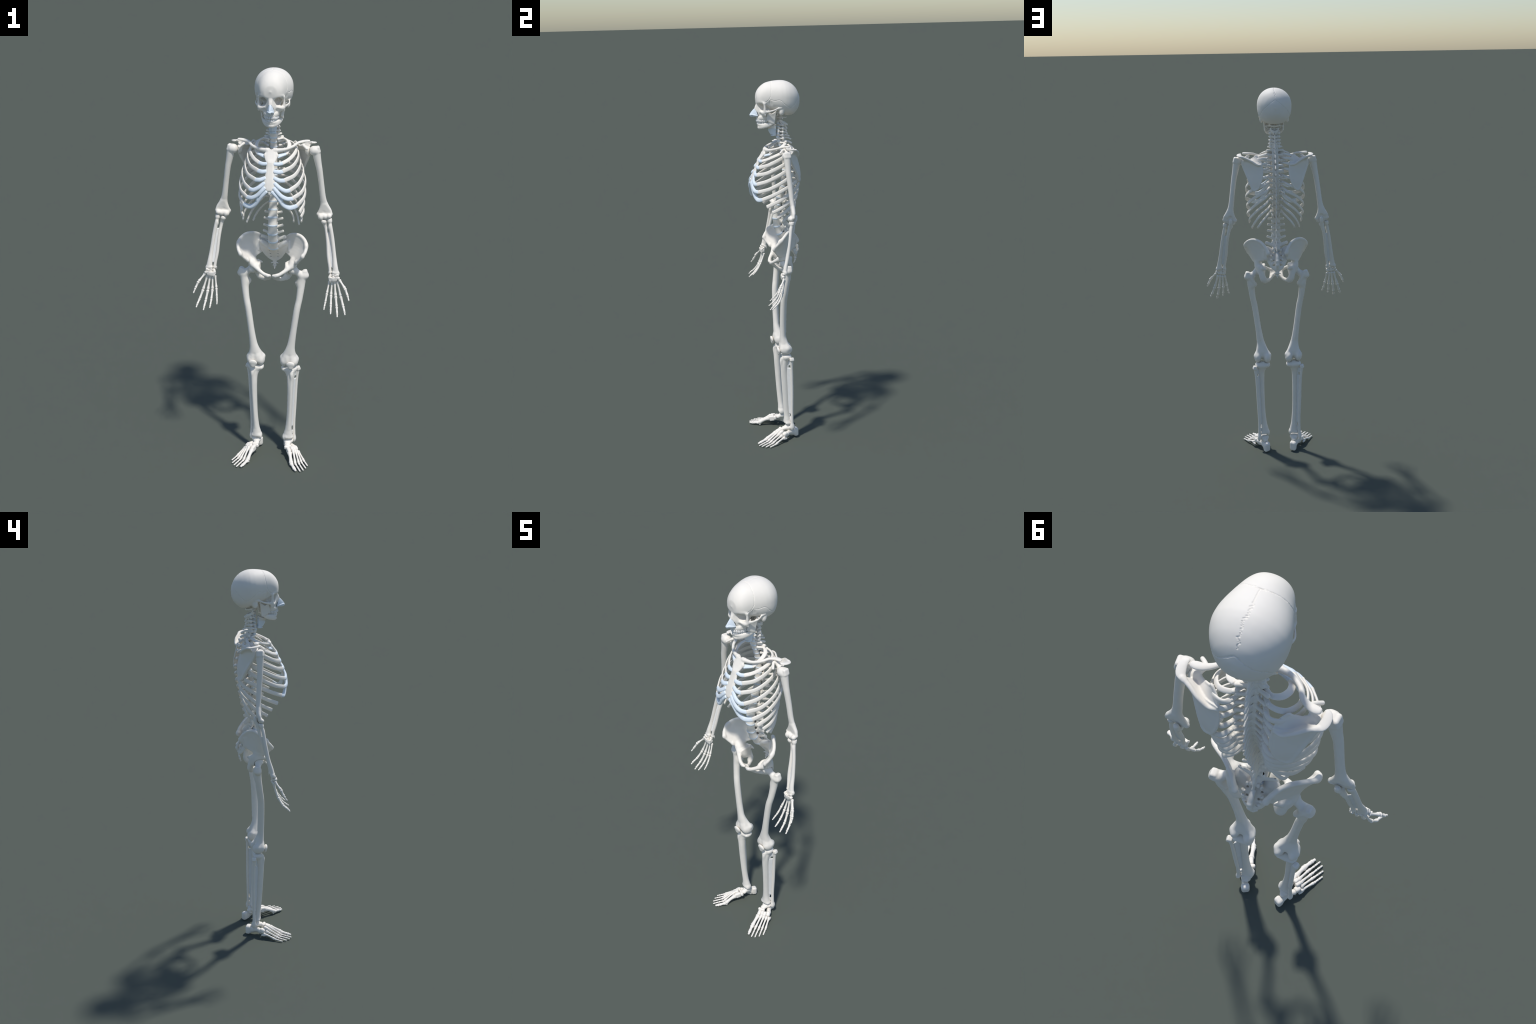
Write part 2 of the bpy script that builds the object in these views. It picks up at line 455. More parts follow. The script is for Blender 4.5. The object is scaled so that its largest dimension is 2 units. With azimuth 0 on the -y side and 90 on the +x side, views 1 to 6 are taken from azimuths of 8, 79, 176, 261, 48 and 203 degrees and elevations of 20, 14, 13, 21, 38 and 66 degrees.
def build_mandible():
    c = Clay((0, -.085, 1.742), (.068, .028, 1.858), .0013, sym=True)
    c.tube([(0, -.0665, 1.7615), (.013, -.0635, 1.7610), (.026, -.050, 1.7645), (.0365, -.030, 1.7710), (.0440, -.012, 1.7795), (.0470, .000, 1.7860)],
           [.0060, .0060, .0058, .0052, .0042, .0030], [.0110, .0110, .0110, .0115, .0105, .008], k=.004)
    c.ball((0, -.0695, 1.7575), (.012, .0060, .0075), k=.008)
    c.tube([(0, -.0725, 1.7715), (.010, -.0695, 1.7720), (.019, -.060, 1.7725), (.026, -.046, 1.7735), (.031, -.034, 1.7755)], .0050, .0060, k=.005)
    c.sheet([[(.0445, -.031, 1.797), (.0470, -.012, 1.787), (.0470, .003, 1.781)], [(.0480, -.031, 1.820), (.0500, -.012, 1.816), (.0500, .009, 1.812)],
             [(.0530, -.0265, 1.842), (.0540, -.010, 1.8295), (.0540, .013, 1.840)]], [[.0045]*3, [.0034]*3, [.002, .0022, .004]], k=.005)
    c.ball((.0545, .0155, 1.8475), (.0095, .0045, .0055), k=.004)
    c.ball((.0535, -.0255, 1.844), (.0022, .0055, .007), k=.004)
    c.ball((.030, -.062, 1.7655), (.0020, .0016, .0016), k=.001, op='cut')
    return c.skin(2)

def tooth_mesh(w, d, h, cusp):
    bx = Clay((-w*1.3, -d*1.4, -h*1.3), (w*1.3, d*1.4, h*1.3), .0006)
    bx.tube([(0, 0, h*.7), (0, 0, 0), (0, 0, -h*.75)], [w*.62, w*.92, w*(.85 if cusp != 1 else .55)], [d*.75, d, d*(.45 if cusp == 0 else .8)], up=(0, 1, 0), k=.001)
    if cusp == 2:
        for sx in (-1, 1):
            for sy in (-1, 1): bx.ball((sx*w*.45, sy*d*.45, -h*.8), (w*.42, d*.42, h*.25), k=.001)
    return mesh('tooth', bx.skin(1), TOOTH)

def build_head():
    sk = one('skull', build_skull())
    jaw = one('mandible', build_mandible(), parent=sk)
    # teeth along the dental arch
    kinds = [tooth_mesh(.0041, .0034, .0070, 0), tooth_mesh(.0040, .0040, .0080, 1), tooth_mesh(.0042, .0045, .0062, 2), tooth_mesh(.0053, .0052, .0058, 2)]
    arch = crom([(.0, -.0820), (.011, -.0785), (.0205, -.0660), (.0275, -.0480), (.0315, -.0310)], 40)
    s = np.concatenate([[0], np.cumsum(np.linalg.norm(np.diff(arch, axis=0), axis=1))])
    row = [(.0043, 0), (.0122, 0), (.0200, 1), (.0275, 2), (.0345, 2), (.0435, 3), (.0530, 3), (.0610, 3)]
    from mathutils import Matrix
    rng = np.random.default_rng(3)
    for upper in (1, 0):
        for sgn in (1, -1):
            for d, kd in row:
                d2 = d*(1 if upper else .95)
                if d2 > s[-1]: continue
                x, y = [np.interp(d2, s, arch[:, i]) for i in (0, 1)]
                x2, y2 = [np.interp(min(d2+.001, s[-1]), s, arch[:, i]) for i in (0, 1)]
                tx, ty = unit((x2-x, y2-y)) if d2+.001 <= s[-1] else unit((.004, .017))
                inset = 0 if upper else .0046
                # outward normal of the arch
                nx, ny = ty, -tx
                ang = math.atan2(ty, tx)
                X, Yv = x-nx*inset, y-ny*inset
                ob = place('tooth', kinds[kd], sk if upper else jaw)
                z = (1.7945 if upper else 1.7800)+(.0006 if kd == 3 else 0)
                sc = 1 if upper else .88
                M = Matrix.Translation((sgn*X, Yv, z+rng.normal(0, .0003))) @ Matrix.Rotation(sgn*ang, 4, 'Z')
                if not upper: M = M @ Matrix.Rotation(math.pi, 4, 'Y')
                ob.matrix_local = M @ Matrix.Diagonal((sc, sc, 1, 1))
    # nose cartilage
    c = Clay((0, -.125, 1.805), (.026, -.055, 1.862), .0011, sym=True)
    c.sheet([[(0, -.0925, 1.8550), (.0035, -.0890, 1.8535), (.0065, -.0840, 1.850)], [(0, -.1050, 1.8420), (.0055, -.0970, 1.8390), (.0115, -.0815, 1.836)], [(0, -.1135, 1.8310), (.0065, -.1020, 1.829), (.0150, -.0775, 1.826)]], .0020, k=.003)
    c.sheet([[(0, -.091, 1.853), (0, -.074, 1.850)], [(0, -.112, 1.828), (0, -.072, 1.818)]], .0022, k=.003)
    c.tube([(.0020, -.1145, 1.8250), (.0075, -.1060, 1.8260), (.0125, -.0920, 1.8225), (.0155, -.0770, 1.8200)], [.0030, .0034, .0034, .0026], [.0040, .0042, .0042, .0034], k=.0010)
    c.tube([(.0018, -.1130, 1.8200), (.003, -.0980, 1.8170), (.003, -.080, 1.8165)], [.0022, .002, .002], [.0028, .0025, .002], k=.002)
    one('nasal_cartilage', c.skin(1), CART, sk)
    # hyoid and larynx
    c = Clay((0, -.028, 1.745), (.026, .028, 1.782), .0012, sym=True)
    c.tube([(0, -.0195, 1.7570), (.010, -.0160, 1.7580), (.0165, -.002, 1.7630), (.0185, .019, 1.7710)], [.0030, .0030, .0022, .0026], [.0050, .0048, .0026, .0026], k=.003)
    c.tube([(.009, -.0165, 1.760), (.010, -.013, 1.766)], [.002, .0012], k=.002)
    one('hyoid_bone', c.skin(1))
    c = Clay((0, -.028, 1.705), (.028, .028, 1.772), .0012, sym=True)
    c.sheet([[(0, -.0190, 1.7440), (.010, -.006, 1.7490), (.0185, .0165, 1.7500)], [(0, -.0145, 1.7320), (.010, -.002, 1.7320), (.0175, .0170, 1.7340)], [(0, -.0060, 1.7190), (.009, .002, 1.7190), (.0150, .0165, 1.7200)]], .0016, k=.003)
    c.tube([(.0185, .0170, 1.748), (.0190, .0190, 1.7660)], [.0019, .0013], k=.002)
    c.tube([(.0150, .0170, 1.722), (.0135, .0175, 1.7140)], [.0019, .0015], k=.002)
    c.tube([(0, -.004, 1.7130), (.010, .002, 1.7130), (.0125, .010, 1.7150), (.008, .0185, 1.7170), (0, .0205, 1.7170)], .0022, [.0030, .0030, .0045, .007, .008], k=.002)
    lar = one('larynx_cartilage', c.skin(1), CART)
    c = Clay((0, -.028, 1.735), (.026, .026, 1.775), .0011, sym=True)
    c.sheet([[(0, -.0185, 1.7560), (.0100, -.0120, 1.7570), (.0160, .0, 1.7620), (.0175, .014, 1.768)], [(0, -.0170, 1.7450), (.0095, -.0055, 1.7490), (.0145, .005, 1.7500), (.0180, .015, 1.750)]], .0012, k=.001)
    one('throat_membrane', c.skin(1), MEMB, lar)

# =============================================================================== SPINE
# disc heights between neighbouring vertebrae, from C2/C3 down to L5/S1
DISC_Z = [1.7765, 1.7590, 1.7410, 1.7230, 1.7046, 1.6830, 1.6608, 1.6354, 1.6089, 1.5819, 1.5539, 1.5254, 1.4964, 1.4669, 1.4369, 1.4059, 1.3734, 1.3370, 1.3010, 1.2622, 1.2188, 1.1786, 1.1355]
FRONT = ([1.135, 1.18, 1.22, 1.262, 1.30, 1.335, 1.372, 1.41, 1.44, 1.47, 1.515, 1.557, 1.60, 1.635, 1.66, 1.683, 1.705, 1.75, 1.78, 1.81],
         [.0390, .0100, -.0030, -.0070, -.0030, .0050, .0150, .0290, .0375, .0440, .0505, .0530, .0500, .0430, .0350, .0270, .0220, .0265, .0265, .0250])
def front(z): return float(np.interp(z, *FRONT))
HW = lambda z: float(np.interp(z, [1.13, 1.2, 1.30, 1.337, 1.40, 1.50, 1.58, 1.635, 1.683, 1.705, 1.78], [.0250, .0240, .0228, .0215, .0195, .0168, .0165, .0170, .0165, .0155, .0125]))
HD = lambda z: float(np.interp(z, [1.13, 1.2, 1.30, 1.337, 1.40, 1.50, 1.58, 1.635, 1.683, 1.705, 1.78], [.0190, .0190, .0185, .0175, .0165, .0150, .0135, .0120, .0105, .0100, .0090]))

def tilt(z):
    """Unit axis of the spine (upwards) at height z."""
    return unit(A(0, front(z+.015)+HD(z+.015)-front(z-.015)-HD(z-.015), .03))

def vertebra(z_top, z_bot, spin, spin_r, tp, tp_r, kind):
    zc = (z_top+z_bot)/2; ax = tilt(zc)
    yc = front(zc)+HD(zc); w, d = HW(zc), HD(zc); hh = (z_top-z_bot)/2-.0016
    y_ax = unit(np.cross(ax, A(1, 0, 0)))
    if y_ax[1] < 0: y_ax = -y_ax
    ctr = A(0, yc, zc)
    c = Clay((0, yc-d-.008, min(z_bot, spin[2])-.016), (max(tp[0], w)+.012, max(spin[1], tp[1])+.012, z_top+.018), .0014, sym=True)
    def body(x, y, z):
        py = y-yc; pz = z-zc
        a = py*ax[1]+pz*ax[2]; b = py*y_ax[1]+pz*y_ax[2]
        waist = 1-.10*np.clip(1-(a/hh)**2, 0, 1)
        r = np.sqrt((x/(w*waist))**2+(b/(d*waist))**2)
        e1 = (r-1)*min(w, d); e2 = np.abs(a)-hh
        q = .0025
        return np.sqrt(np.maximum(e1+q, 0)**2+np.maximum(e2+q, 0)**2)+np.minimum(np.maximum(e1+q, e2+q), 0)-q
    c.field(body, (0, yc-d-.006, zc-hh-.012), (w+.006, yc+d+.006, zc+hh+.012), k=.001)
    back = ctr+y_ax*d
    cw = {'c': .0135, 't': .0105, 'l': .0130}[kind]          # half width of the canal
    lam = back+y_ax*(cw*1.35)-ax*hh*.25
    spin = np.array(spin, float); tp = np.array(tp, float)
    # pedicle and lamina: a broad shingle that closes the ring behind
    down = {'c': .35, 't': .75, 'l': .35}[kind]
    side = back+A(cw*1.10, 0, 0)+y_ax*cw*.75
    c.tube([back+A(cw*.85, -.003, 0)+ax*hh*.35, side+ax*hh*.25], [.0042, .0042], [hh*.55, hh*.6], up=ax, k=.004)
    la = lam+y_ax*.0025
    c.sheet([[side+ax*hh*.75, (side+la)/2+ax*hh*.7, la+ax*hh*.45], [side-ax*hh*.1, (side+la)/2-ax*hh*.1, la-ax*hh*.2+A(0, .001, 0)], [side-ax*hh*(.5+down*.5), (side+la)/2-ax*hh*(.4+down*.7), la-ax*hh*(.5+down)+A(0, .002, 0)]], .0026, k=.004, nu=2, nv=2)
    # spinous process
    base = la-ax*hh*.1
    mid = (base+spin)/2+ax*(.004 if kind != 'l' else .0)
    c.tube([base, mid, spin], [.0048, .0032, .0036 if kind != 'l' else .0050], [hh*(.95 if kind != 'c' else .65), max(spin_r*1.25, hh*.6) if kind != 'c' else .0046, spin_r if kind != 'c' else .0044], up=ax, k=.006 if kind != 'c' else .003)
    # transverse process
    root = side+ax*hh*.1
    if kind == 'c':
        c.tube([ctr+A(w*.8, 0, 0), tp], [.0036, .0032], [.0036, .0034], k=.004)
        c.tube([root, tp], [.0034, .0032], k=.004)
        c.ball(root+A(.0065, .000, -hh*.1), (.0090, .0075, hh*1.12), rot=[(1, 0, 0), (0, .9, .4), (0, -.4, .9)], k=.004)
    elif kind == 't':
        c.tube([root, (root+tp)/2, tp], [.0058, .0052, .0062], [.0068, .0058, .0068], k=.005)
        for sg in (1, -1): c.ball(root+A(-.001, .003, 0)+ax*sg*hh*.95, (.0058, .0040, .0070), k=.004)
    else:
        big = 1.35 if tp[0] > .05 else 1
        c.tube([root, (root+tp)/2, tp], [.0048, .0042, .0044], [.0090*big, .0064*big, .0068*big], k=.005)
        c.ball(root+A(.001, .005, 0)+ax*hh*.95, (.0075, .0070, .0105), k=.004)
        c.ball(root+A(-.003, .009, 0)-ax*hh*.95, (.0065, .0062, .0105), k=.004)
        c.ball(root+A(.004, .008, 0)+ax*hh*.9, (.0048, .0048, .006), k=.003)
    # vertebral canal
    cc = back+y_ax*cw*.62
    c.tube([cc+ax*.02, cc-ax*.02], cw*.72, cw*.60, up=y_ax, k=.002, op='cut')
    return c.skin(1)

def build_spine():
    # spinous tips (y, z) and transverse tips (x, y, z) from C3 to L5
    spin = [(.0816, 1.7460), (.0800, 1.7320), (.0846, 1.7190), (.0930, 1.7050), (.1018, 1.6892),
            (.1060, 1.6675), (.1110, 1.6434), (.1160, 1.6176), (.1200, 1.5881), (.1250, 1.5550), (.1285, 1.5190), (.1300, 1.4820), (.1280, 1.4460), (.1225, 1.4140), (.1165, 1.3810), (.1095, 1.3500), (.1015, 1.3225),
            (.0950, 1.2870), (.0890, 1.2520), (.0870, 1.2130), (.0900, 1.1770), (.0950, 1.1480)]
    tps = [(.0270, .040, 1.768), (.0275, .040, 1.750), (.0285, .041, 1.732), (.0305, .044, 1.714), (.0350, .055, 1.698),
           (.0400, .068, 1.6800), (.0370, .078, 1.6560), (.0360, .086, 1.6300), (.0360, .093, 1.6030), (.0360, .098, 1.5750), (.0360, .101, 1.5450), (.0355, .102, 1.5150), (.0345, .101, 1.4850), (.0330, .098, 1.4540), (.0310, .092, 1.4230), (.0270, .083, 1.3900), (.0240, .074, 1.3560),
           (.0404, .0561, 1.3161), (.0438, .0535, 1.2851), (.0448, .0494, 1.2525), (.0472, .0538, 1.2212), (.0568, .0624, 1.1895)]
    for i in range(22):
        kind = 'c' if i < 5 else 't' if i < 17 else 'l'
        sr = .0050 if i < 5 else np.interp(i, [5, 16], [.0052, .0075]) if i < 17 else .0100
        VF = vertebra(DISC_Z[i], DISC_Z[i+1], (0, spin[i][0], spin[i][1]), sr, tps[i], .004, kind)
        v = one('vertebra', VF)
        # disc under the vertebra
        z = DISC_Z[i+1]; ax = tilt(z); w, d = HW(z)*1.015, HD(z)*1.02
        cy = front(z)+HD(z)
        th = .0018 if i < 5 else .0022 if i < 16 else .0034
        one('intervertebral_disc', loft([A(0, cy, z)-ax*th, A(0, cy, z)-ax*th*.3, A(0, cy, z)+ax*th*.3, A(0, cy, z)+ax*th], [w*.985, w*1.03, w*1.03, w*.985], [d*.985, d*1.03, d*1.03, d*.985], (1, 0, 0), seg=40, n=3), CART, v)
    # axis (C2) with its peg, atlas (C1)
    c = Clay((0, .018, 1.755), (.036, .094, 1.822), .0013, sym=True)
    c.tube([(0, .036, 1.782), (0, .0365, 1.800), (0, .037, 1.815)], [.0115, .0080, .0050], [.0095, .0075, .0050], up=(0, 1, 0), k=.004)
    c.ball((0, .0365, 1.785), (.0130, .0100, .0095), k=.004)
    c.ball((.0155, .044, 1.791), (.0085, .0095, .006), k=.004)
    c.tube([(.017, .048, 1.786), (.016, .060, 1.780), (.008, .068, 1.776), (0, .072, 1.774)], [.0045, .004, .004, .004], [.0065, .0075, .0075, .007], k=.004)
    c.tube([(.003, .070, 1.774), (.0045, .079, 1.769), (.0055, .0835, 1.7665)], [.0040, .0036, .0032], [.0065, .006, .005], k=.004)
    c.tube([(.018, .044, 1.784), (.0285, .046, 1.777)], [.004, .003], k=.003)
    ax2 = one('vertebra', c.skin(1))
    z = DISC_Z[0]
    one('intervertebral_disc', loft([A(0, .0355, z-.0018), A(0, .0355, z), A(0, .0355, z+.0018)], .0126, .0095, (1, 0, 0), seg=32, n=3), CART, ax2)
    c = Clay((0, .018, 1.788), (.054, .090, 1.826), .0013, sym=True)
    c.ball((.0195, .044, 1.8085), (.0095, .0125, .0085), k=.004)
    c.tube([(0, .0255, 1.807), (.010, .028, 1.807), (.018, .036, 1.808)], .0035, [.0055, .0045, .005], k=.004)
    c.tube([(.021, .054, 1.809), (.020, .066, 1.8075), (.011, .0755, 1.806), (0, .0785, 1.8055)], .0036, [.0040, .0035, .0042, .0048], k=.004)
    c.tube([(.024, .045, 1.808), (.036, .048, 1.806), (.0430, .050, 1.804)], [.0050, .0032, .0042], [.0055, .0035, .0045], k=.004)
    one('vertebra', c.skin(1))
    # sacrum and tail bone
    c = Clay((0, .030, .995), (.082, .150, 1.182), .0016, sym=True)
    c.ball((0, .0590, 1.1270), (.0265, .0195, .0100), rot=[(1, 0, 0), (0, .80, -.60), (0, .60, .80)], k=.008)
    c.sheet([[(0, .066, 1.128), (.022, .066, 1.131), (.044, .066, 1.146), (.064, .074, 1.150)],
             [(0, .086, 1.107), (.022, .084, 1.110), (.043, .078, 1.120), (.063, .078, 1.128)],
             [(0, .103, 1.085), (.018, .101, 1.086), (.034, .094, 1.092), (.050, .086, 1.100)],
             [(0, .113, 1.068), (.014, .112, 1.068), (.026, .108, 1.070), (.037, .100, 1.074)],
             [(0, .117, 1.055), (.009, .117, 1.055), (.018, .115, 1.056), (.0255, .111, 1.058)],
             [(0, .118, 1.044), (.004, .118, 1.044), (.008, .117, 1.045), (.0105, .116, 1.047)]],
            [[.015, .012, .011, .010], [.013, .011, .010, .009], [.011, .009, .008, .007], [.009, .007, .006, .005], [.007, .006, .005, .004], [.005, .005, .004, .003]], k=.006)
    c.tube([(.030, .056, 1.146), (.048, .056, 1.157), (.060, .064, 1.160)], [.009, .011, .010], [.012, .011, .010], k=.012)
    # median crest and knobbly rows on the back
    c.tube([(0, .094, 1.138), (0, .112, 1.120), (0, .1255, 1.098), (0, .1285, 1.078), (0, .1240, 1.060)], [.0080, .0090, .0095, .0090, .006], [.0055, .0070, .0070, .0060, .005], up=(0, 1, .5), k=.008)
    for p in [(.031, .101, 1.124), (.029, .109, 1.104), (.023, .115, 1.084)]: c.ball(p, (.0075, .0055, .0075), k=.008)
    for p in [(0, .1310, 1.100), (0, .1340, 1.080)]: c.ball(p, (.0055, .0030, .0055), k=.008)
    c.ball((.022, .086, 1.150), (.006, .006, .010), k=.006)
    # foramina
    for f, b in [((.0200, .070, 1.112), (.0275, .106, 1.134)), ((.0185, .090, 1.092), (.0190, .132, 1.118)), ((.0175, .104, 1.068), (.0187, .130, 1.088))]:
        f, b = A(*f), A(*b)
        c.tube([f+(f-b)*.3, (f+b)/2, b+(b-f)*.3], [.0044, .0040, .0044], k=.002, op='cut')
    c.tube([(0, .082, 1.152), (0, .098, 1.128)], [.010, .006], [.0065, .004], k=.002, op='cut')
    # coccyx
    c.tube([(0, .1185, 1.043), (0, .1170, 1.030), (0, .1135, 1.015), (0, .1085, 1.0045)], [.0080, .0085, .0055, .0030], [.0045, .0045, .0040, .0028], up=(0, 1, 0), k=.003)
    c.tube([(.005, .119, 1.034), (.0165, .113, 1.0315)], [.004, .0025], k=.003)
    c.tube([(.004, .1165, 1.020), (.0095, .114, 1.0195)], [.003, .002], k=.002)
    for z_, r_ in [(1.0405, .0012), (1.0255, .0010), (1.0150, .0010)]:
        c.block((0, .118, z_), (.02, .02, r_*.45), .0002, k=.0008, op='cut')
    one('sacrum', c.skin(1))

# =============================================================================== CHEST
RIBS = {
 1: [(.022, .043, 1.6735), (.044, .060, 1.6740), (.066, .050, 1.6660), (.0765, .024, 1.6525), (.0735, -.003, 1.6370), (.0635, -.0235, 1.6194)],
 2: [(.023, .050, 1.6630), (.050, .080, 1.6620), (.088, .074, 1.6500), (.1080, .036, 1.6330), (.1005, -.006, 1.6145), (.0800, -.0390, 1.5976), (.0541, -.0649, 1.5861)],
 3: [(.0272, .0585, 1.6410), (.0580, .1030, 1.6420), (.1000, .0850, 1.6320), (.1195, .0250, 1.6025), (.1010, -.0395, 1.5695), (.0569, -.0809, 1.5517)],
 4: [(.0272, .0664, 1.6140), (.0630, .1090, 1.6150), (.1100, .0880, 1.5940), (.1305, .0200, 1.5640), (.1115, -.0495, 1.5295), (.0671, -.0969, 1.5137)],
 5: [(.0271, .0735, 1.5870), (.0670, .1150, 1.5850), (.1170, .0900, 1.5610), (.1440, .0210, 1.5260), (.1285, -.0505, 1.4900), (.0926, -.1026, 1.4696)],
 6: [(.0267, .0786, 1.5560), (.0650, .1205, 1.5430), (.1200, .0935, 1.5260), (.1525, .0320, 1.4885), (.1450, -.0420, 1.4510), (.1054, -.0988, 1.4297)],
 7: [(.0272, .0804, 1.5240), (.0660, .1280, 1.5060), (.1200, .1040, 1.4810), (.1500, .0420, 1.4500), (.1529, -.0251, 1.4185), (.1244, -.0821, 1.3914)],
 8: [(.0272, .0793, 1.4930), (.0596, .1256, 1.4712), (.1038, .1077, 1.4441), (.1350, .0583, 1.4135), (.1511, .0015, 1.3838), (.1351, -.0602, 1.3536)],
 9: [(.0272, .0764, 1.4600), (.0620, .1215, 1.4370), (.1049, .0990, 1.4026), (.1340, .0531, 1.3682), (.1490, .0082, 1.3432), (.1386, -.0304, 1.3219)],
 10: [(.0273, .0725, 1.4280), (.0600, .1155, 1.4030), (.0985, .0940, 1.3695), (.1256, .0600, 1.3367), (.1386, .0263, 1.3141), (.1384, -.0079, 1.2923)],
 11: [(.0269, .0663, 1.3910), (.0498, .1040, 1.3743), (.0847, .0988, 1.3428), (.1117, .0698, 1.3024), (.1260, .0259, 1.2677)],
 12: [(.0254, .0637, 1.3610), (.0506, .0900, 1.3372), (.0772, .0953, 1.3078), (.0932, .0850, 1.2830), (.0978, .0554, 1.2700)]}
CARTS = {
 1: [(.0635, -.0235, 1.6194), (.048, -.033, 1.6160), (.0280, -.0430, 1.6110)],
 2: [(.0541, -.0649, 1.5861), (.036, -.0715, 1.5825), (.0155, -.0735, 1.5835)],
 3: [(.0569, -.0809, 1.5517), (.038, -.0885, 1.5500), (.0185, -.0885, 1.5520)],
 4: [(.0671, -.0969, 1.5137), (.046, -.1035, 1.5150), (.0205, -.0995, 1.5240)],
 5: [(.0926, -.1026, 1.4696), (.0740, -.1120, 1.4690), (.0490, -.1145, 1.4820), (.0235, -.1070, 1.5020)],
 6: [(.1054, -.0988, 1.4297), (.0810, -.1130, 1.4320), (.0555, -.1190, 1.4460), (.0345, -.1190, 1.4680), (.0215, -.1150, 1.4820)],
 7: [(.1244, -.0821, 1.3914), (.1080, -.0930, 1.3868), (.0880, -.1010, 1.3868), (.0655, -.1100, 1.4010), (.0500, -.1155, 1.4220), (.0340, -.1195, 1.4430), (.0125, -.1200, 1.4650)]}

def outward(p, k):
    """Direction the flat face of rib k points to at p (inside curve of the chest)."""
    r = unit(A(p[0], p[1]-.015, 0))
    if k == 1: return A(r[0]*.25, r[1]*.25, 1)
    if k == 2: return A(r[0], r[1], .75)
    return A(r[0], r[1], .18)

def build_chest():
    for k in range(1, 13):
        P = np.array(RIBS[k], float); n = len(P)
        t = np.linspace(0, 1, n)
        hmax = {1: .0095, 2: .0085, 9: .0088, 10: .0080, 11: .0072, 12: .0060}.get(k, .0096)
        wide = np.interp(t, [0, .12, .3, .6, .9, 1], [.0060, .0066, .92*hmax, hmax*1.0, hmax, hmax*1.06])
        thick = np.interp(t, [0, .15, .35, .85, 1], [.0050, .0044, .0038, .0038, .0046])
        nr = np.array([outward(p, k) for p in P])
        VF = loft(P, thick, wide, nr, seg=18, n=12, square=.12)
        # rib head and tubercle knob
        head = Clay(P[0]-.014, P[0]+A(.03, .05, .016), .0014)
        head.ball(P[0], (.0062, .0062, .0068), k=.002)
        Q = crom(P, 12); tub = Q[np.argmin(np.abs(np.linalg.norm(Q-P[0], axis=1)-.034))]
        head.ball(tub+A(-.001, .002, 0), (.0055, .0062, .0066), k=.002) if k < 11 else None
        VF = join([VF, head.skin(1)])
        ribs = pair('rib', VF)
        if k in CARTS:
            Cc = np.array(CARTS[k], float); m = len(Cc); t = np.linspace(0, 1, m)
            h0 = hmax*1.02
            wide = np.interp(t, [0, .4, 1], [h0, h0*1.02, h0*.92])
            if k == 7: wide = np.array([.0100, .0108, .0112, .0105, .0098, .0085, .0078])
            thick = np.interp(t, [0, .3, 1], [.0048, .0062, .0064])
            if k == 1: wide, thick = np.array([.0085, .0100, .0115]), np.full(m, .0055)
            nr = np.array([A(p[0]*1.2, p[1]-.01, .05) if k > 1 else A(0, -.6, 1) for p in Cc])
            parts = [loft(Cc, thick, wide, nr, seg=18, n=10, square=.08)]
            if k == 7:
                parts.append(loft([(.0540, -.1140, 1.4180), (.0550, -.1155, 1.4320), (.0570, -.1160, 1.4410)], [.0062, .0062, .0050], [.0100, .0085, .0050], (0, -1, 0), seg=14))
            pair('costal_cartilage', join(parts), CART, ribs)
    # breast bone
    c = Clay((0, -.140, 1.440), (.042, -.022, 1.660), .0014, sym=True)
    zs = [1.6440, 1.6350, 1.6170, 1.6000, 1.5880, 1.5720, 1.5600, 1.5300, 1.5030, 1.4880, 1.4780, 1.4710]
    ys = [-.0370, -.0420, -.0530, -.0650, -.0745, -.0800, -.0845, -.0970, -.1075, -.1120, -.1150, -.1165]
    ws = [.0170, .0230, .0290, .0235, .0165, .0170, .0185, .0205, .0245, .0240, .0215, .0150]
    c.sheet([[(0, y, z), (w*.5, y+.0005, z), (w-.003, y+.002, z)] for y, z, w in zip(ys, zs, ws)], [[.0060, .0060, .0050]]*len(zs), k=.003, nu=3, nv=2)
    c.ball((.0215, -.0395, 1.6400), (.0085, .0065, .0065), k=.008)
    c.ball((.0285, -.0485, 1.6170), (.006, .006, .008), k=.006)
    c.ball((0, -.0320, 1.6500), (.0095, .014, .0085), k=.004, op='cut')
    c.tube([(0, -.1160, 1.4700), (0, -.1180, 1.4600), (0, -.1195, 1.4510)], [.0070, .0060, .0030], [.0030, .0028, .0020], up=(0, 1, 0), k=.003)
    for y, z, w in [(-.0885, 1.5400, .0250), (-.1000, 1.5125, .0290), (-.1070, 1.4920, .0300)]: c.ball((w, y, z), (.0035, .010, .0045), k=.003, op='cut')
    one('sternum', c.skin(2))

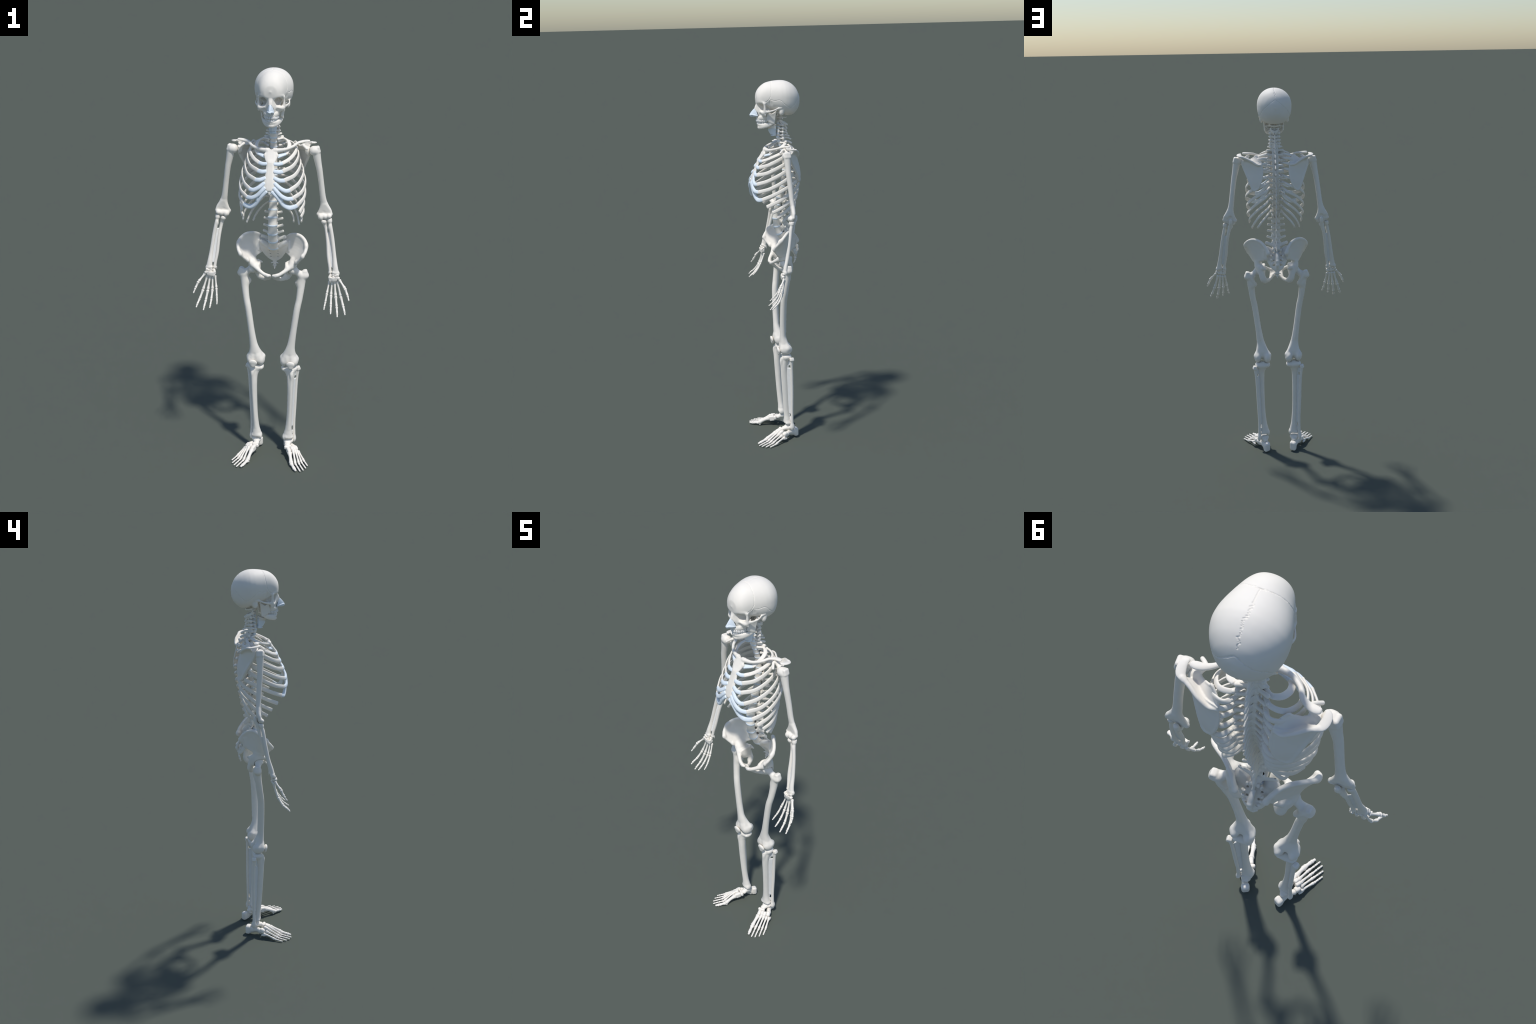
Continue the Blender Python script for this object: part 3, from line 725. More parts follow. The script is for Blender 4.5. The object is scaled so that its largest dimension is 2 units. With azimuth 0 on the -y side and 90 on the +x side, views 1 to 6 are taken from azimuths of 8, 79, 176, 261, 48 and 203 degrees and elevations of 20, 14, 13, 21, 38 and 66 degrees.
# ============================================================================= SHOULDER
def build_shoulder():
    c = Clay((0, -.055, 1.615), (.19, .075, 1.69), .0015)
    c.tube([(.0190, -.0355, 1.6375), (.0300, -.0345, 1.6385), (.0639, -.0256, 1.6420), (.0957, -.0002, 1.6505), (.1127, .0285, 1.6595), (.1349, .0450, 1.6640), (.1530, .0500, 1.6660), (.1650, .0505, 1.6665)],
           [.0110, .0095, .0068, .0064, .0078, .0105, .0120, .0095], [.0105, .0095, .0072, .0066, .0062, .0062, .0060, .0055], k=.002)
    c.ball((.0215, -.0350, 1.6370), (.0075, .0110, .0115), k=.005)
    pair('clavicle', c.skin(1))
    # shoulder blade
    c = Clay((.055, -.005, 1.462), (.215, .140, 1.680), .0017)
    lat = [(.1660, .0570, 1.6240), (.1680, .0610, 1.6080), (.1600, .0715, 1.5830), (.1480, .0870, 1.5530), (.1350, .1035, 1.5190), (.1230, .1140, 1.4880), (.1150, .1180, 1.4800)]
    med = [(.0735, .1120, 1.6180), (.0730, .1140, 1.6080), (.0690, .1205, 1.5830), (.0710, .1275, 1.5530), (.0800, .1310, 1.5190), (.0930, .1280, 1.4900), (.1050, .1225, 1.4800)]
    rows = []
    for a, b in zip(lat, med):
        a, b = A(*a), A(*b)
        rows.append([a, a+(b-a)*.33+A(0, .012, 0)*(a[2]-1.47)/.14, a+(b-a)*.66+A(0, .011, 0)*(a[2]-1.47)/.14, b])
    c.sheet(rows, [[.0048, .0020, .0018, .0026]]*7, k=.004)
    c.tube(lat, [.0075, .0070, .0058, .0050, .0045, .0042, .004], k=.008)
    c.tube(med, .0030, k=.004)
    c.tube([(.125, .1145, 1.4860), (.112, .1210, 1.4775), (.098, .1255, 1.4880)], .0042, k=.004)
    # upper part above the spine
    c.sheet([[(.0730, .1090, 1.6120), (.100, .1050, 1.6130), (.130, .0880, 1.6170), (.160, .0620, 1.6180)],
             [(.0800, .0970, 1.6360), (.102, .0920, 1.6320), (.128, .0780, 1.6290), (.155, .0580, 1.6320)],
             [(.0980, .0820, 1.6560), (.106, .0790, 1.6500), (.124, .0680, 1.6380), (.148, .0530, 1.6400)]], .0021, k=.004)
    c.tube([(.0725, .1100, 1.6100), (.0800, .0970, 1.6370), (.0985, .0815, 1.6570), (.108, .0770, 1.6490), (.123, .0680, 1.6380)], .0028, k=.004)
    # socket and neck
    c.ball((.1600, .0520, 1.6200), (.0125, .0150, .0200), rot=[(.92, -.38, 0), (.38, .92, 0), (0, 0, 1)], k=.012)
    c.ball((.1660, .0470, 1.6180), (.0060, .0140, .0205), rot=[(.92, -.38, 0), (.38, .92, 0), (0, 0, 1)], k=.006)
    c.ball((.1900, .0380, 1.6250), .0236, k=.002, op='cut')
    # beak (coracoid)
    c.tube([(.1500, .0480, 1.6370), (.1410, .0430, 1.6480), (.1390, .0330, 1.6505), (.1480, .0220, 1.6450), (.1585, .0120, 1.6370)], [.0085, .0080, .0068, .0062, .0058], [.0075, .0070, .0062, .0058, .0056], k=.008)
    # spine of the blade and acromion
    ridge = [(.0735, .1135, 1.6090), (.0974, .1190, 1.6120), (.1242, .1140, 1.6300), (.1529, .0985, 1.6440), (.1760, .0880, 1.6510)]
    foot = [(.0760, .1100, 1.6100), (.1000, .1070, 1.6120), (.1230, .0930, 1.6190), (.1440, .0770, 1.6240), (.1580, .0680, 1.6260)]
    c.sheet([ridge, foot], [[.0028, .0032, .0032, .0034, .0040], [.0028]*5], k=.006)
    c.tube(ridge, [.0026, .0046, .0042, .0050, .0060], [.0026, .0050, .0048, .0048, .0052], k=.006)
    c.tube([(.1700, .0900, 1.6490), (.1830, .0800, 1.6530), (.1880, .0640, 1.6570), (.1860, .0480, 1.6600), (.1800, .0400, 1.6610)], [.0075, .0125, .0130, .0105, .0065], [.0050, .0048, .0044, .0042, .0036], k=.005)
    pair('scapula', c.skin(2))

# ================================================================================== ARM
RAD = [(.2703, .0440, 1.2900), (.2725, .0400, 1.2730), (.2768, .0345, 1.2500), (.2872, .0265, 1.1959), (.2984, .0130, 1.1213), (.3050, -.0010, 1.0700), (.3075, -.0065, 1.0430)]
ULN = [(.2440, .0520, 1.2780), (.2536, .0490, 1.2450), (.2632, .0325, 1.1856), (.2696, .0150, 1.1146), (.2780, .0040, 1.0650), (.2815, .0000, 1.0420)]
def build_arm():
    c = Clay((.155, .005, 1.275), (.30, .085, 1.665), .0019)
    c.ball((.1885, .0370, 1.6245), (.0215, .0220, .0220), k=.004)
    c.block((.2055, .0410, 1.6290), (.0125, .0165, .0165), .0075, k=.008, rot=[(.95, .1, .25), (-.1, 1, 0), (-.25, 0, .97)])
    c.ball((.1990, .0240, 1.6240), (.0090, .0070, .0120), k=.006)
    c.tube([(.2020, .0390, 1.6180), (.2045, .0395, 1.5950), (.2115, .0402, 1.5600), (.2175, .0415, 1.5300), (.2260, .0470, 1.4687), (.2345, .0514, 1.4011), (.2410, .0545, 1.3640), (.2460, .0560, 1.3350)],
           [.0180, .0178, .0152, .0140, .0132, .0140, .0175, .0225], [.0185, .0175, .0150, .0140, .0132, .0122, .0105, .0085], up=(0, 1, 0), k=.004)
    c.sheet([[(.2380, .054, 1.3600), (.2440, .054, 1.3600), (.2500, .0535, 1.3600)], [(.2240, .0545, 1.3330), (.2460, .0540, 1.3320), (.2690, .0525, 1.3350)], [(.2140, .0550, 1.3140), (.2440, .0520, 1.3110), (.2750, .0500, 1.3160)]], [[.006, .006, .006], [.0065, .0045, .0070], [.0070, .006, .0085]], k=.014)
    c.ball((.2175, .0545, 1.3110), (.0095, .0080, .0095), k=.006)
    c.tube([(.2280, .0445, 1.3020), (.2390, .0445, 1.3060), (.2500, .0435, 1.3040)], [.0145, .0115, .0125], k=.006)
    c.ball((.2670, .0415, 1.3080), (.0120, .0125, .0115), k=.006)
    c.ball((.2310, .0450, 1.2970), (.0055, .0120, .0110), k=.005)
    c.ball((.2420, .0660, 1.3270), (.0110, .0090, .0110), k=.006, op='cut')
    c.ball((.2410, .0400, 1.3270), (.0090, .0060, .0070), k=.005, op='cut')
    pair('humerus', c.skin(2))
    c = Clay((.250, -.035, 1.018), (.345, .065, 1.305), .0015)
    c.tube(RAD, [.0090, .0082, .0090, .0090, .0090, .0120, .0158], [.0090, .0082, .0085, .0082, .0085, .0100, .0110], up=(0, 1, 0), k=.003)
    c.tube([(.2700, .0448, 1.2905), (.2706, .0430, 1.2835)], [.0115, .0118], k=.003)
    c.ball((.2698, .0455, 1.3000), (.010, .010, .0055), k=.002, op='cut')
    c.ball((.2710, .0330, 1.2560), (.0060, .0050, .0110), k=.006)
    c.tube([(.2970, -.0085, 1.0420), (.3080, -.0075, 1.0400), (.3180, -.0060, 1.0380)], [.0100, .0105, .0085], [.0070, .0080, .0095], k=.006)
    c.ball((.3205, -.0050, 1.0335), (.0052, .0070, .0080), k=.005)
    c.ball((.3050, -.0080, 1.0250), (.0165, .0120, .0080), k=.003, op='cut')
    pair('radius', c.skin(1))
    c = Clay((.220, -.025, 1.018), (.300, .090, 1.332), .0015)
    c.tube(ULN, [.0115, .0085, .0076, .0076, .0070, .0080], [.0130, .0100, .0082, .0076, .0070, .0080], up=(0, 1, 0), k=.003)
    c.tube([(.2430, .0560, 1.2800), (.2405, .0680, 1.3000), (.2400, .0700, 1.3150)], [.0105, .0100, .0090], [.0100, .0090, .0080], k=.008)
    c.ball((.2425, .0420, 1.2800), (.0120, .0105, .0105), k=.010)
    c.ball((.2395, .0445, 1.3040), (.0160, .0145, .0150), k=.002, op='cut')
    c.ball((.2815, .0000, 1.0390), (.0092, .0085, .0070), k=.004)
    c.tube([(.2745, .0045, 1.0380), (.2735, .0055, 1.0285)], [.0035, .0022], k=.004)
    pair('ulna', c.skin(1))
    # membrane between the forearm bones
    R = crom(RAD, 10); U = crom(ULN, 10)
    zz = np.linspace(1.228, 1.062, 34)
    pr = np.array([[np.interp(-z, -R[:, 2], R[:, i]) for i in range(3)] for z in zz]); pu = np.array([[np.interp(-z, -U[:, 2], U[:, i]) for i in range(3)] for z in zz])
    mem = membrane(pr, pu, .0065, .0055, .0009, (0, .0015, 0))
    pair('interosseous_membrane', mem, MEMB)

def membrane(p, q, rp, rq, th, off, nx=6):
    """Thin solid sheet stretched between two bone axes."""
    rows = []
    nrm = A(*off); nrm = unit(np.cross(p[-1]-p[0], q[0]-p[0]))
    for side in (1, -1):
        g = []
        for a, b in zip(p, q):
            d = unit(b-a); s, e = a+d*rp, b-d*rq
            if (e-s)@d < .001: m = (s+e)/2; s, e = m-d*.0005, m+d*.0005
            g.append([s+(e-s)*t+A(*off)+nrm*side*th for t in np.linspace(0, 1, nx)])
        rows.append(np.array(g))
    n, m = rows[0].shape[:2]
    V = np.vstack([rows[0].reshape(-1, 3), rows[1].reshape(-1, 3)]); o = n*m
    F = []
    for i in range(n-1):
        for j in range(m-1):
            a, b, c, d = i*m+j, i*m+j+1, (i+1)*m+j+1, (i+1)*m+j
            F += [(a, b, c, d), (o+d, o+c, o+b, o+a)]
    for i in range(n-1):
        a, b = i*m, (i+1)*m; F.append((a, b, o+b, o+a))
        a, b = i*m+m-1, (i+1)*m+m-1; F.append((b, a, o+a, o+b))
    for j in range(m-1):
        F.append((j+1, j, o+j, o+j+1)); a = (n-1)*m+j; F.append((a, a+1, o+a+1, o+a))
    return V, F

# ================================================================================= HAND
def build_hand():
    dy = A(0, .0045, -.0024)
    #        metacarpal base, knuckle, middle joint, end joint, tip
    rays = {
     'thumb': [(.3270, -.0215, 1.0120), (.3562, -.0465, .9780), (.3695, -.0600, .9480), (.3770, -.0740, .9275)],
     'index': [(.3165, -.0165, 1.0020), (.3367, -.0340, .9310), (.3503, -.0570, .8915), (.3581, -.0800, .8730), (.3612, -.0920, .8605)],
     'middle': [(.3035, -.0150, 1.0020), (.3123, -.0360, .9311), (.3193, -.0600, .8870), (.3235, -.0845, .8630), (.3250, -.0975, .8500)],
     'ring': [(.2920, -.0130, 1.0000), (.2899, -.0340, .9348), (.2914, -.0610, .8943), (.2926, -.0850, .8730), (.2932, -.0985, .8640)],
     'little': [(.2790, -.0110, 1.0000), (.2700, -.0350, .9439), (.2650, -.0560, .9080), (.2612, -.0735, .8895), (.2600, -.0855, .8790)]}
    c = []
    def carpal(ctr, half, rot=None):
        q = Clay(A(*ctr)-max(half)-.008, A(*ctr)+max(half)+.008, .0012)
        q.block(ctr, half, min(half)*.65, k=.001, rot=rot)
        c.append(q.skin(2))
    up = unit((.14, -.13, -1))
    carpal((.3140, -.0140, 1.0310), (.0100, .0085, .0058), [(.9, 0, .35), (0, 1, 0), (-.35, 0, .9)])
    carpal((.2985, -.0100, 1.0315), (.0068, .0085, .0062))
    carpal((.2850, -.0060, 1.0275), (.0070, .0075, .0058), [(.95, 0, .3), (0, 1, 0), (-.3, 0, .95)])
    carpal((.2800, -.0160, 1.0230), (.0055, .0050, .0055))
    carpal((.2835, -.0120, 1.0130), (.0092, .0085, .0090))
    carpal((.2995, -.0125, 1.0160), (.0078, .0090, .0110))
    carpal((.3115, -.0150, 1.0130), (.0058, .0080, .0072))
    carpal((.3215, -.0200, 1.0185), (.0072, .0075, .0070), [(.8, 0, -.55), (0, 1, 0), (.55, 0, .8)])
    q = Clay((.262, -.046, .988), (.332, .0, 1.04), .0012)          # bridging ligament on the palm side
    q.sheet([[(.2755, -.0200, 1.0215), (.296, -.0255, 1.0190), (.3150, -.0255, 1.0240)], [(.2790, -.0205, 1.0110), (.297, -.0255, 1.0105), (.3140, -.0250, 1.0120)], [(.2820, -.0205, 1.0020), (.298, -.0245, 1.0040), (.3125, -.0235, 1.0050)]], .0026, k=.002)
    q.tube([(.2820, -.0200, 1.0050), (.2835, -.0210, .9955)], [.0040, .0022], k=.004)
    c.append(q.skin(1))
    hands = pair('hand', join(c))
    MC = [(0, .0062), (.06, .0072), (.16, .0056), (.45, .0043), (.75, .0050), (.90, .0068), (1, .0056)]
    PX = [(0, .0066), (.06, .0076), (.18, .0062), (.5, .0049), (.80, .0052), (.93, .0060), (1, .0050)]
    MD = [(0, .0058), (.08, .0064), (.25, .0050), (.55, .0041), (.82, .0048), (1, .0042)]
    DS = [(0, .0050), (.10, .0054), (.35, .0037), (.65, .0030), (.86, .0036), (1, .0022)]
    for name, J in rays.items():
        J = [A(*p)+dy*(1 if i else 1) for i, p in enumerate(J)]
        sc = {'thumb': 1.10, 'index': 1.04, 'middle': 1.06, 'ring': .95, 'little': .86}[name]
        side = (1, 0, 0) if name != 'thumb' else unit((.6, .8, .3))
        profs = [MC, PX, MD, DS] if name != 'thumb' else [MC, PX, DS]
        for i, pf in enumerate(profs):
            a, b = J[i], J[i+1]; L = np.linalg.norm(b-a); d = (b-a)/L
            g0 = .0005 if i else .0
            VF = long_bone(a+d*(.0012+g0), b-d*.0022 if i < len(profs)-1 else b, [(t, r*sc) for t, r in pf], side, .86, (0, .0012, 0))
            pair('metacarpal' if i == 0 else 'finger_phalanx', VF, None, hands)

# =============================================================================== PELVIS
def build_pelvis():
    c = Clay((-.002, -.058, .955), (.182, .140, 1.218), .0018)
    crest = [(.0475, .1190, 1.1430), (.0600, .1050, 1.1690), (.0800, .0830, 1.1920), (.1060, .0620, 1.2030), (.1330, .0440, 1.2020), (.1560, .0220, 1.1860), (.1650, -.0010, 1.1640), (.1600, -.0210, 1.1410), (.1500, -.0290, 1.1260)]
    mid = [(.0520, .1080, 1.1260), (.0640, .0920, 1.1350), (.0780, .0780, 1.1430), (.0980, .0620, 1.1480), (.1180, .0470, 1.1480), (.1340, .0310, 1.1420), (.1410, .0130, 1.1320), (.1400, -.0050, 1.1180), (.1380, -.0170, 1.1060)]
    low = [(.0560, .0950, 1.1080), (.0700, .0790, 1.1020), (.0820, .0660, 1.0960), (.0910, .0560, 1.0920), (.1000, .0450, 1.0900), (.1080, .0340, 1.0880), (.1140, .0220, 1.0850), (.1180, .0100, 1.0820), (.1200, .0010, 1.0800)]
    cr = np.array(crest); mi = np.array(mid); lo = np.array(low)
    c.sheet([cr, mi, lo], [[.0060]*9, [.0045, .0042, .0034, .0030, .0030, .0032, .0036, .0042, .005], [.0075, .0080, .0080, .0080, .0085, .0090, .0090, .0085, .007]], k=.006, nu=3, nv=4)
    c.tube(crest, [.0062, .0060, .0050, .0046, .0048, .0056, .0052, .0050, .0052], k=.010)
    c.ball((.1630, .0030, 1.1690), (.0062, .0120, .0100), k=.012)
    c.ball((.1500, -.0300, 1.1240), (.0062, .0070, .0090), k=.010)
    c.tube([(.1480, -.0300, 1.1200), (.1370, -.0190, 1.1030), (.1240, -.0050, 1.0880)], [.0055, .0050, .0065], k=.008)
    c.ball((.1170, -.0020, 1.0830), (.0075, .0070, .0100), k=.008)
    c.ball((.0500, .1150, 1.1400), (.0085, .0100, .0130), k=.010)
    c.ball((.0560, .0930, 1.1080), (.0070, .0085, .0080), k=.008)
    c.sheet([[(.0720, .0740, 1.160), (.0640, .0980, 1.152)], [(.0740, .0680, 1.118), (.0640, .0920, 1.114)]], .0055, k=.010)
    # body round the hip socket
    c.ball((.0970, .0340, 1.0580), (.0215, .0290, .0300), k=.018)
    c.ball((.0920, .0420, 1.0360), (.0200, .0280, .0300), k=.012)
    # ischium
    c.tube([(.0860, .0620, 1.0560), (.0830, .0690, 1.0300), (.0790, .0720, 1.0060), (.0720, .0700, .9880), (.0620, .0600, .9780)], [.0145, .0150, .0165, .0175, .0140], [.0110, .0110, .0130, .0150, .0110], up=(0, 1, 0), k=.012)
    c.tube([(.0780, .0740, 1.0520), (.0640, .0800, 1.0480), (.0565, .0820, 1.0460)], [.0080, .0042, .0022], [.0110, .0060, .0030], k=.008)
    c.tube([(.0660, .0640, .9790), (.0490, .0440, .9765), (.0320, .0220, .9830), (.0180, .0020, .9960)], [.0110, .0090, .0080, .0080], [.0115, .0110, .0100, .0100], k=.010)
    # pubis
    c.tube([(.1020, .0180, 1.0620), (.0840, .0060, 1.0500), (.0620, -.0090, 1.0360), (.0400, -.0210, 1.0240), (.0200, -.0250, 1.0160)], [.0130, .0120, .0095, .0085, .0080], [.0120, .0110, .0095, .0085, .0080], k=.014)
    c.sheet([[(.0085, -.0240, 1.0170), (.0220, -.0240, 1.0170), (.0360, -.0190, 1.0190)], [(.0085, -.0120, 1.0040), (.0200, -.0110, 1.0030), (.0310, -.0050, 1.0030)], [(.0110, .0000, .9960), (.0210, .0040, .9930), (.0330, .0180, .9860)]], .0062, k=.008)
    c.ball((.0240, -.0275, 1.0220), (.0050, .0045, .0045), k=.006)
    # socket
    c.ball((.0980, .0300, 1.0310), (.0262, .0262, .0262), k=.003, op='cut')
    c.ball((.1250, .0260, 1.0180), (.0260, .0280, .0320), k=.006, op='cut')
    # clear the obturator opening
    c.tube([(.0338, .0302, 1.0166), (.0490, .0190, 1.0100), (.0642, .0078, 1.0034)], .0165, .0235, up=(.20, -.29, .94), k=.005, op='cut')
    c.sheet([[(.0690, .0060, 1.056), (.0660, .0320, 1.062), (.0700, .0600, 1.056)], [(.0670, .0080, 1.034), (.0645, .0320, 1.032), (.0680, .0600, 1.028)], [(.0720, .0220, 1.014), (.0700, .0400, 1.008), (.0710, .0600, 1.004)]], [[.006]*3, [.0045]*3, [.005]*3], k=.012)
    pair('hip_bone', c.skin(2))

# ================================================================================== LEG
TIB = [(.0900, .0330, .4900), (.0940, .0250, .4550), (.0935, .0215, .4073), (.0925, .0245, .3326), (.0895, .0290, .2250), (.0850, .0330, .1500), (.0825, .0355, .1100)]
FIB = [(.1290, .0585, .4800), (.1240, .0590, .4400), (.1199, .0597, .3818), (.1155, .0605, .2740), (.1114, .0590, .1663), (.1120, .0575, .1000), (.1130, .0580, .0720)]
def build_leg():
    c = Clay((.028, -.018, .488), (.186, .092, 1.070), .0021)
    c.ball((.0970, .0300, 1.0320), (.0235, .0235, .0235), k=.003)
    c.tube([(.0980, .0305, 1.0320), (.1180, .0360, 1.0180), (.1400, .0410, 1.0000)], [.0165, .0140, .0180], [.0170, .0160, .0200], k=.010)
    c.tube([(.1440, .0420, 1.0000), (.1395, .0400, .9650), (.1370, .0345, .9250), (.1310, .0275, .8750), (.1205, .0200, .8187), (.1060, .0175, .7102), (.0965, .0180, .6400), (.0910, .0190, .6050), (.0870, .0230, .5700)],
           [.0215, .0205, .0178, .0160, .0160, .0160, .0190, .0240, .0330], [.0190, .0180, .0165, .0160, .0160, .0160, .0165, .0180, .0220], up=(0, 1, 0), k=.006)
    c.block((.1590, .0460, 1.0110), (.0115, .0160, .0185), .0075, k=.010, rot=[(.96, .1, .2), (-.1, 1, 0), (-.2, 0, .97)])
    c.soften(3)
    c.ball((.1610, .0430, .9990), (.0135, .0150, .0150), k=.012)
    c.tube([(.1320, .0440, .9560), (.1170, .0485, .9560)], [.0120, .0085], [.0170, .0110], k=.016)
    c.tube([(.1450, .0570, 1.0100), (.1300, .0580, .9800), (.1180, .0530, .9600)], .0060, k=.010)
    # rough line down the back
    c.tube([(.1350, .0470, .9200), (.1200, .0355, .8187), (.1055, .0325, .7102), (.0960, .0330, .6400)], [.003, .0032, .0032, .003], k=.008)
    # condyles
    c.ball((.1120, .0330, .5400), (.0195, .0330, .0290), k=.010)
    c.ball((.0590, .0360, .5370), (.0200, .0330, .0300), k=.010)
    c.ball((.0850, .0170, .5500), (.0330, .0190, .0280), k=.014)
    c.sheet([[(.0820, .0240, .6100), (.0900, .0230, .6100), (.0990, .0240, .6100)], [(.0640, .0350, .5760), (.0880, .0300, .5760), (.1100, .0350, .5720)], [(.0490, .0410, .5540), (.0860, .0340, .5540), (.1210, .0390, .5490)]], [[.005]*3, [.009, .012, .009], [.0100, .012, .0100]], k=.012)
    c.tube([(.0855, .0780, .5350), (.0855, .0560, .5180), (.0860, .0300, .5080)], [.0085, .0085, .0060], k=.008, op='cut')
    c.tube([(.0880, -.0080, .5750), (.0880, -.0080, .5300)], [.0060, .0080], k=.012, op='cut')
    pair('femur', c.skin(2))
    c = Clay((.064, -.028, .500), (.126, .012, .562), .0014)
    c.ball((.0950, -.0075, .5330), (.0215, .0090, .0195), rot=[(1, 0, 0), (0, .96, .28), (0, -.28, .96)], k=.001)
    c.ball((.0955, -.0065, .5180), (.0120, .0070, .0110), k=.008)
    pair('patella', c.skin(1))
    c = Clay((.040, -.020, .060), (.136, .078, .520), .0020)
    c.tube(TIB, [.0310, .0200, .0160, .0145, .0140, .0165, .0230], [.0240, .0195, .0175, .0160, .0150, .0160, .0185], up=(0, 1, 0), k=.004)
    c.tube([(.0595, .0360, .4945), (.0840, .0360, .4940), (.1110, .0390, .4955)], [.0240, .0235, .0225], [.0150, .0140, .0150], k=.012)
    c.tube([(.0985, .0110, .4850), (.1000, .0050, .4650), (.0990, .0075, .4200), (.0965, .0105, .3326), (.0915, .0165, .2250), (.0860, .0235, .1450)], [.0110, .0080, .0048, .0042, .0040, .0040], k=.008)
    for x in (.0800, .0900): c.ball((x, .0400, .5080), (.0035, .0070, .0060), k=.004)
    c.ball((.0605, .0370, .5200), (.0190, .0200, .0135), k=.004, op='cut')
    c.ball((.1110, .0390, .5220), (.0180, .0190, .0135), k=.004, op='cut')
    c.tube([(.0720, .0340, .0970), (.0850, .0370, .0950), (.0990, .0400, .0940)], [.0190, .0195, .0170], [.0120, .0115, .0110], k=.010)
    c.ball((.0615, .0350, .0900), (.0080, .0150, .0145), k=.010)
    c.tube([(.0790, .0300, .0790), (.0870, .0370, .0790), (.0960, .0420, .0790)], [.0190, .0190, .0190], [.0075, .0075, .0075], k=.004, op='cut')
    pair('tibia', c.skin(2))
    c = Clay((.094, .034, .040), (.152, .085, .512), .0018)
    c.tube(FIB, [.0085, .0070, .0072, .0074, .0070, .0078, .0085], [.0095, .0075, .0078, .0078, .0074, .0090, .0115], up=(0, 1, 0), k=.003)
    c.block((.1300, .0590, .4860), (.0100, .0115, .0105), .0055, k=.006, rot=[(.9, .2, .35), (-.2, 1, 0), (-.35, 0, .94)])
    c.ball((.1135, .0590, .0740), (.0078, .0115, .0180), k=.008)
    c.ball((.1135, .0600, .0610), (.0055, .0075, .0095), k=.008)
    pair('fibula', c.skin(1))
    # membrane between shin bones: two openings are left near its ends
    T = crom(TIB, 10); Fb = crom(FIB, 10)
    def at(C, z): return [np.interp(-z, -C[:, 2], C[:, i]) for i in range(3)]
    def strip(z0, z1, n, part=1.0):
        zz = np.linspace(z0, z1, n)
        t_ = np.array([at(T, z) for z in zz]); f_ = np.array([at(Fb, z) for z in zz])
        d_ = f_-t_; L_ = np.linalg.norm(d_, axis=1, keepdims=True); d_ = d_/L_
        a_ = t_+d_*.0125; b_ = f_-d_*.0060
        return membrane(a_, a_+(b_-a_)*part, 0, 0, .0010, (0, 0, 0))
    m1 = strip(.433, .148, 40); m2 = strip(.475, .446, 8); m3 = strip(.126, .105, 6); m4 = strip(.4465, .4325, 5, .5); m5 = strip(.1485, .1255, 6, .45)
    m2 = join([m2, m4, m5])
    pair('interosseous_membrane', join([m1, m2, m3]), MEMB)

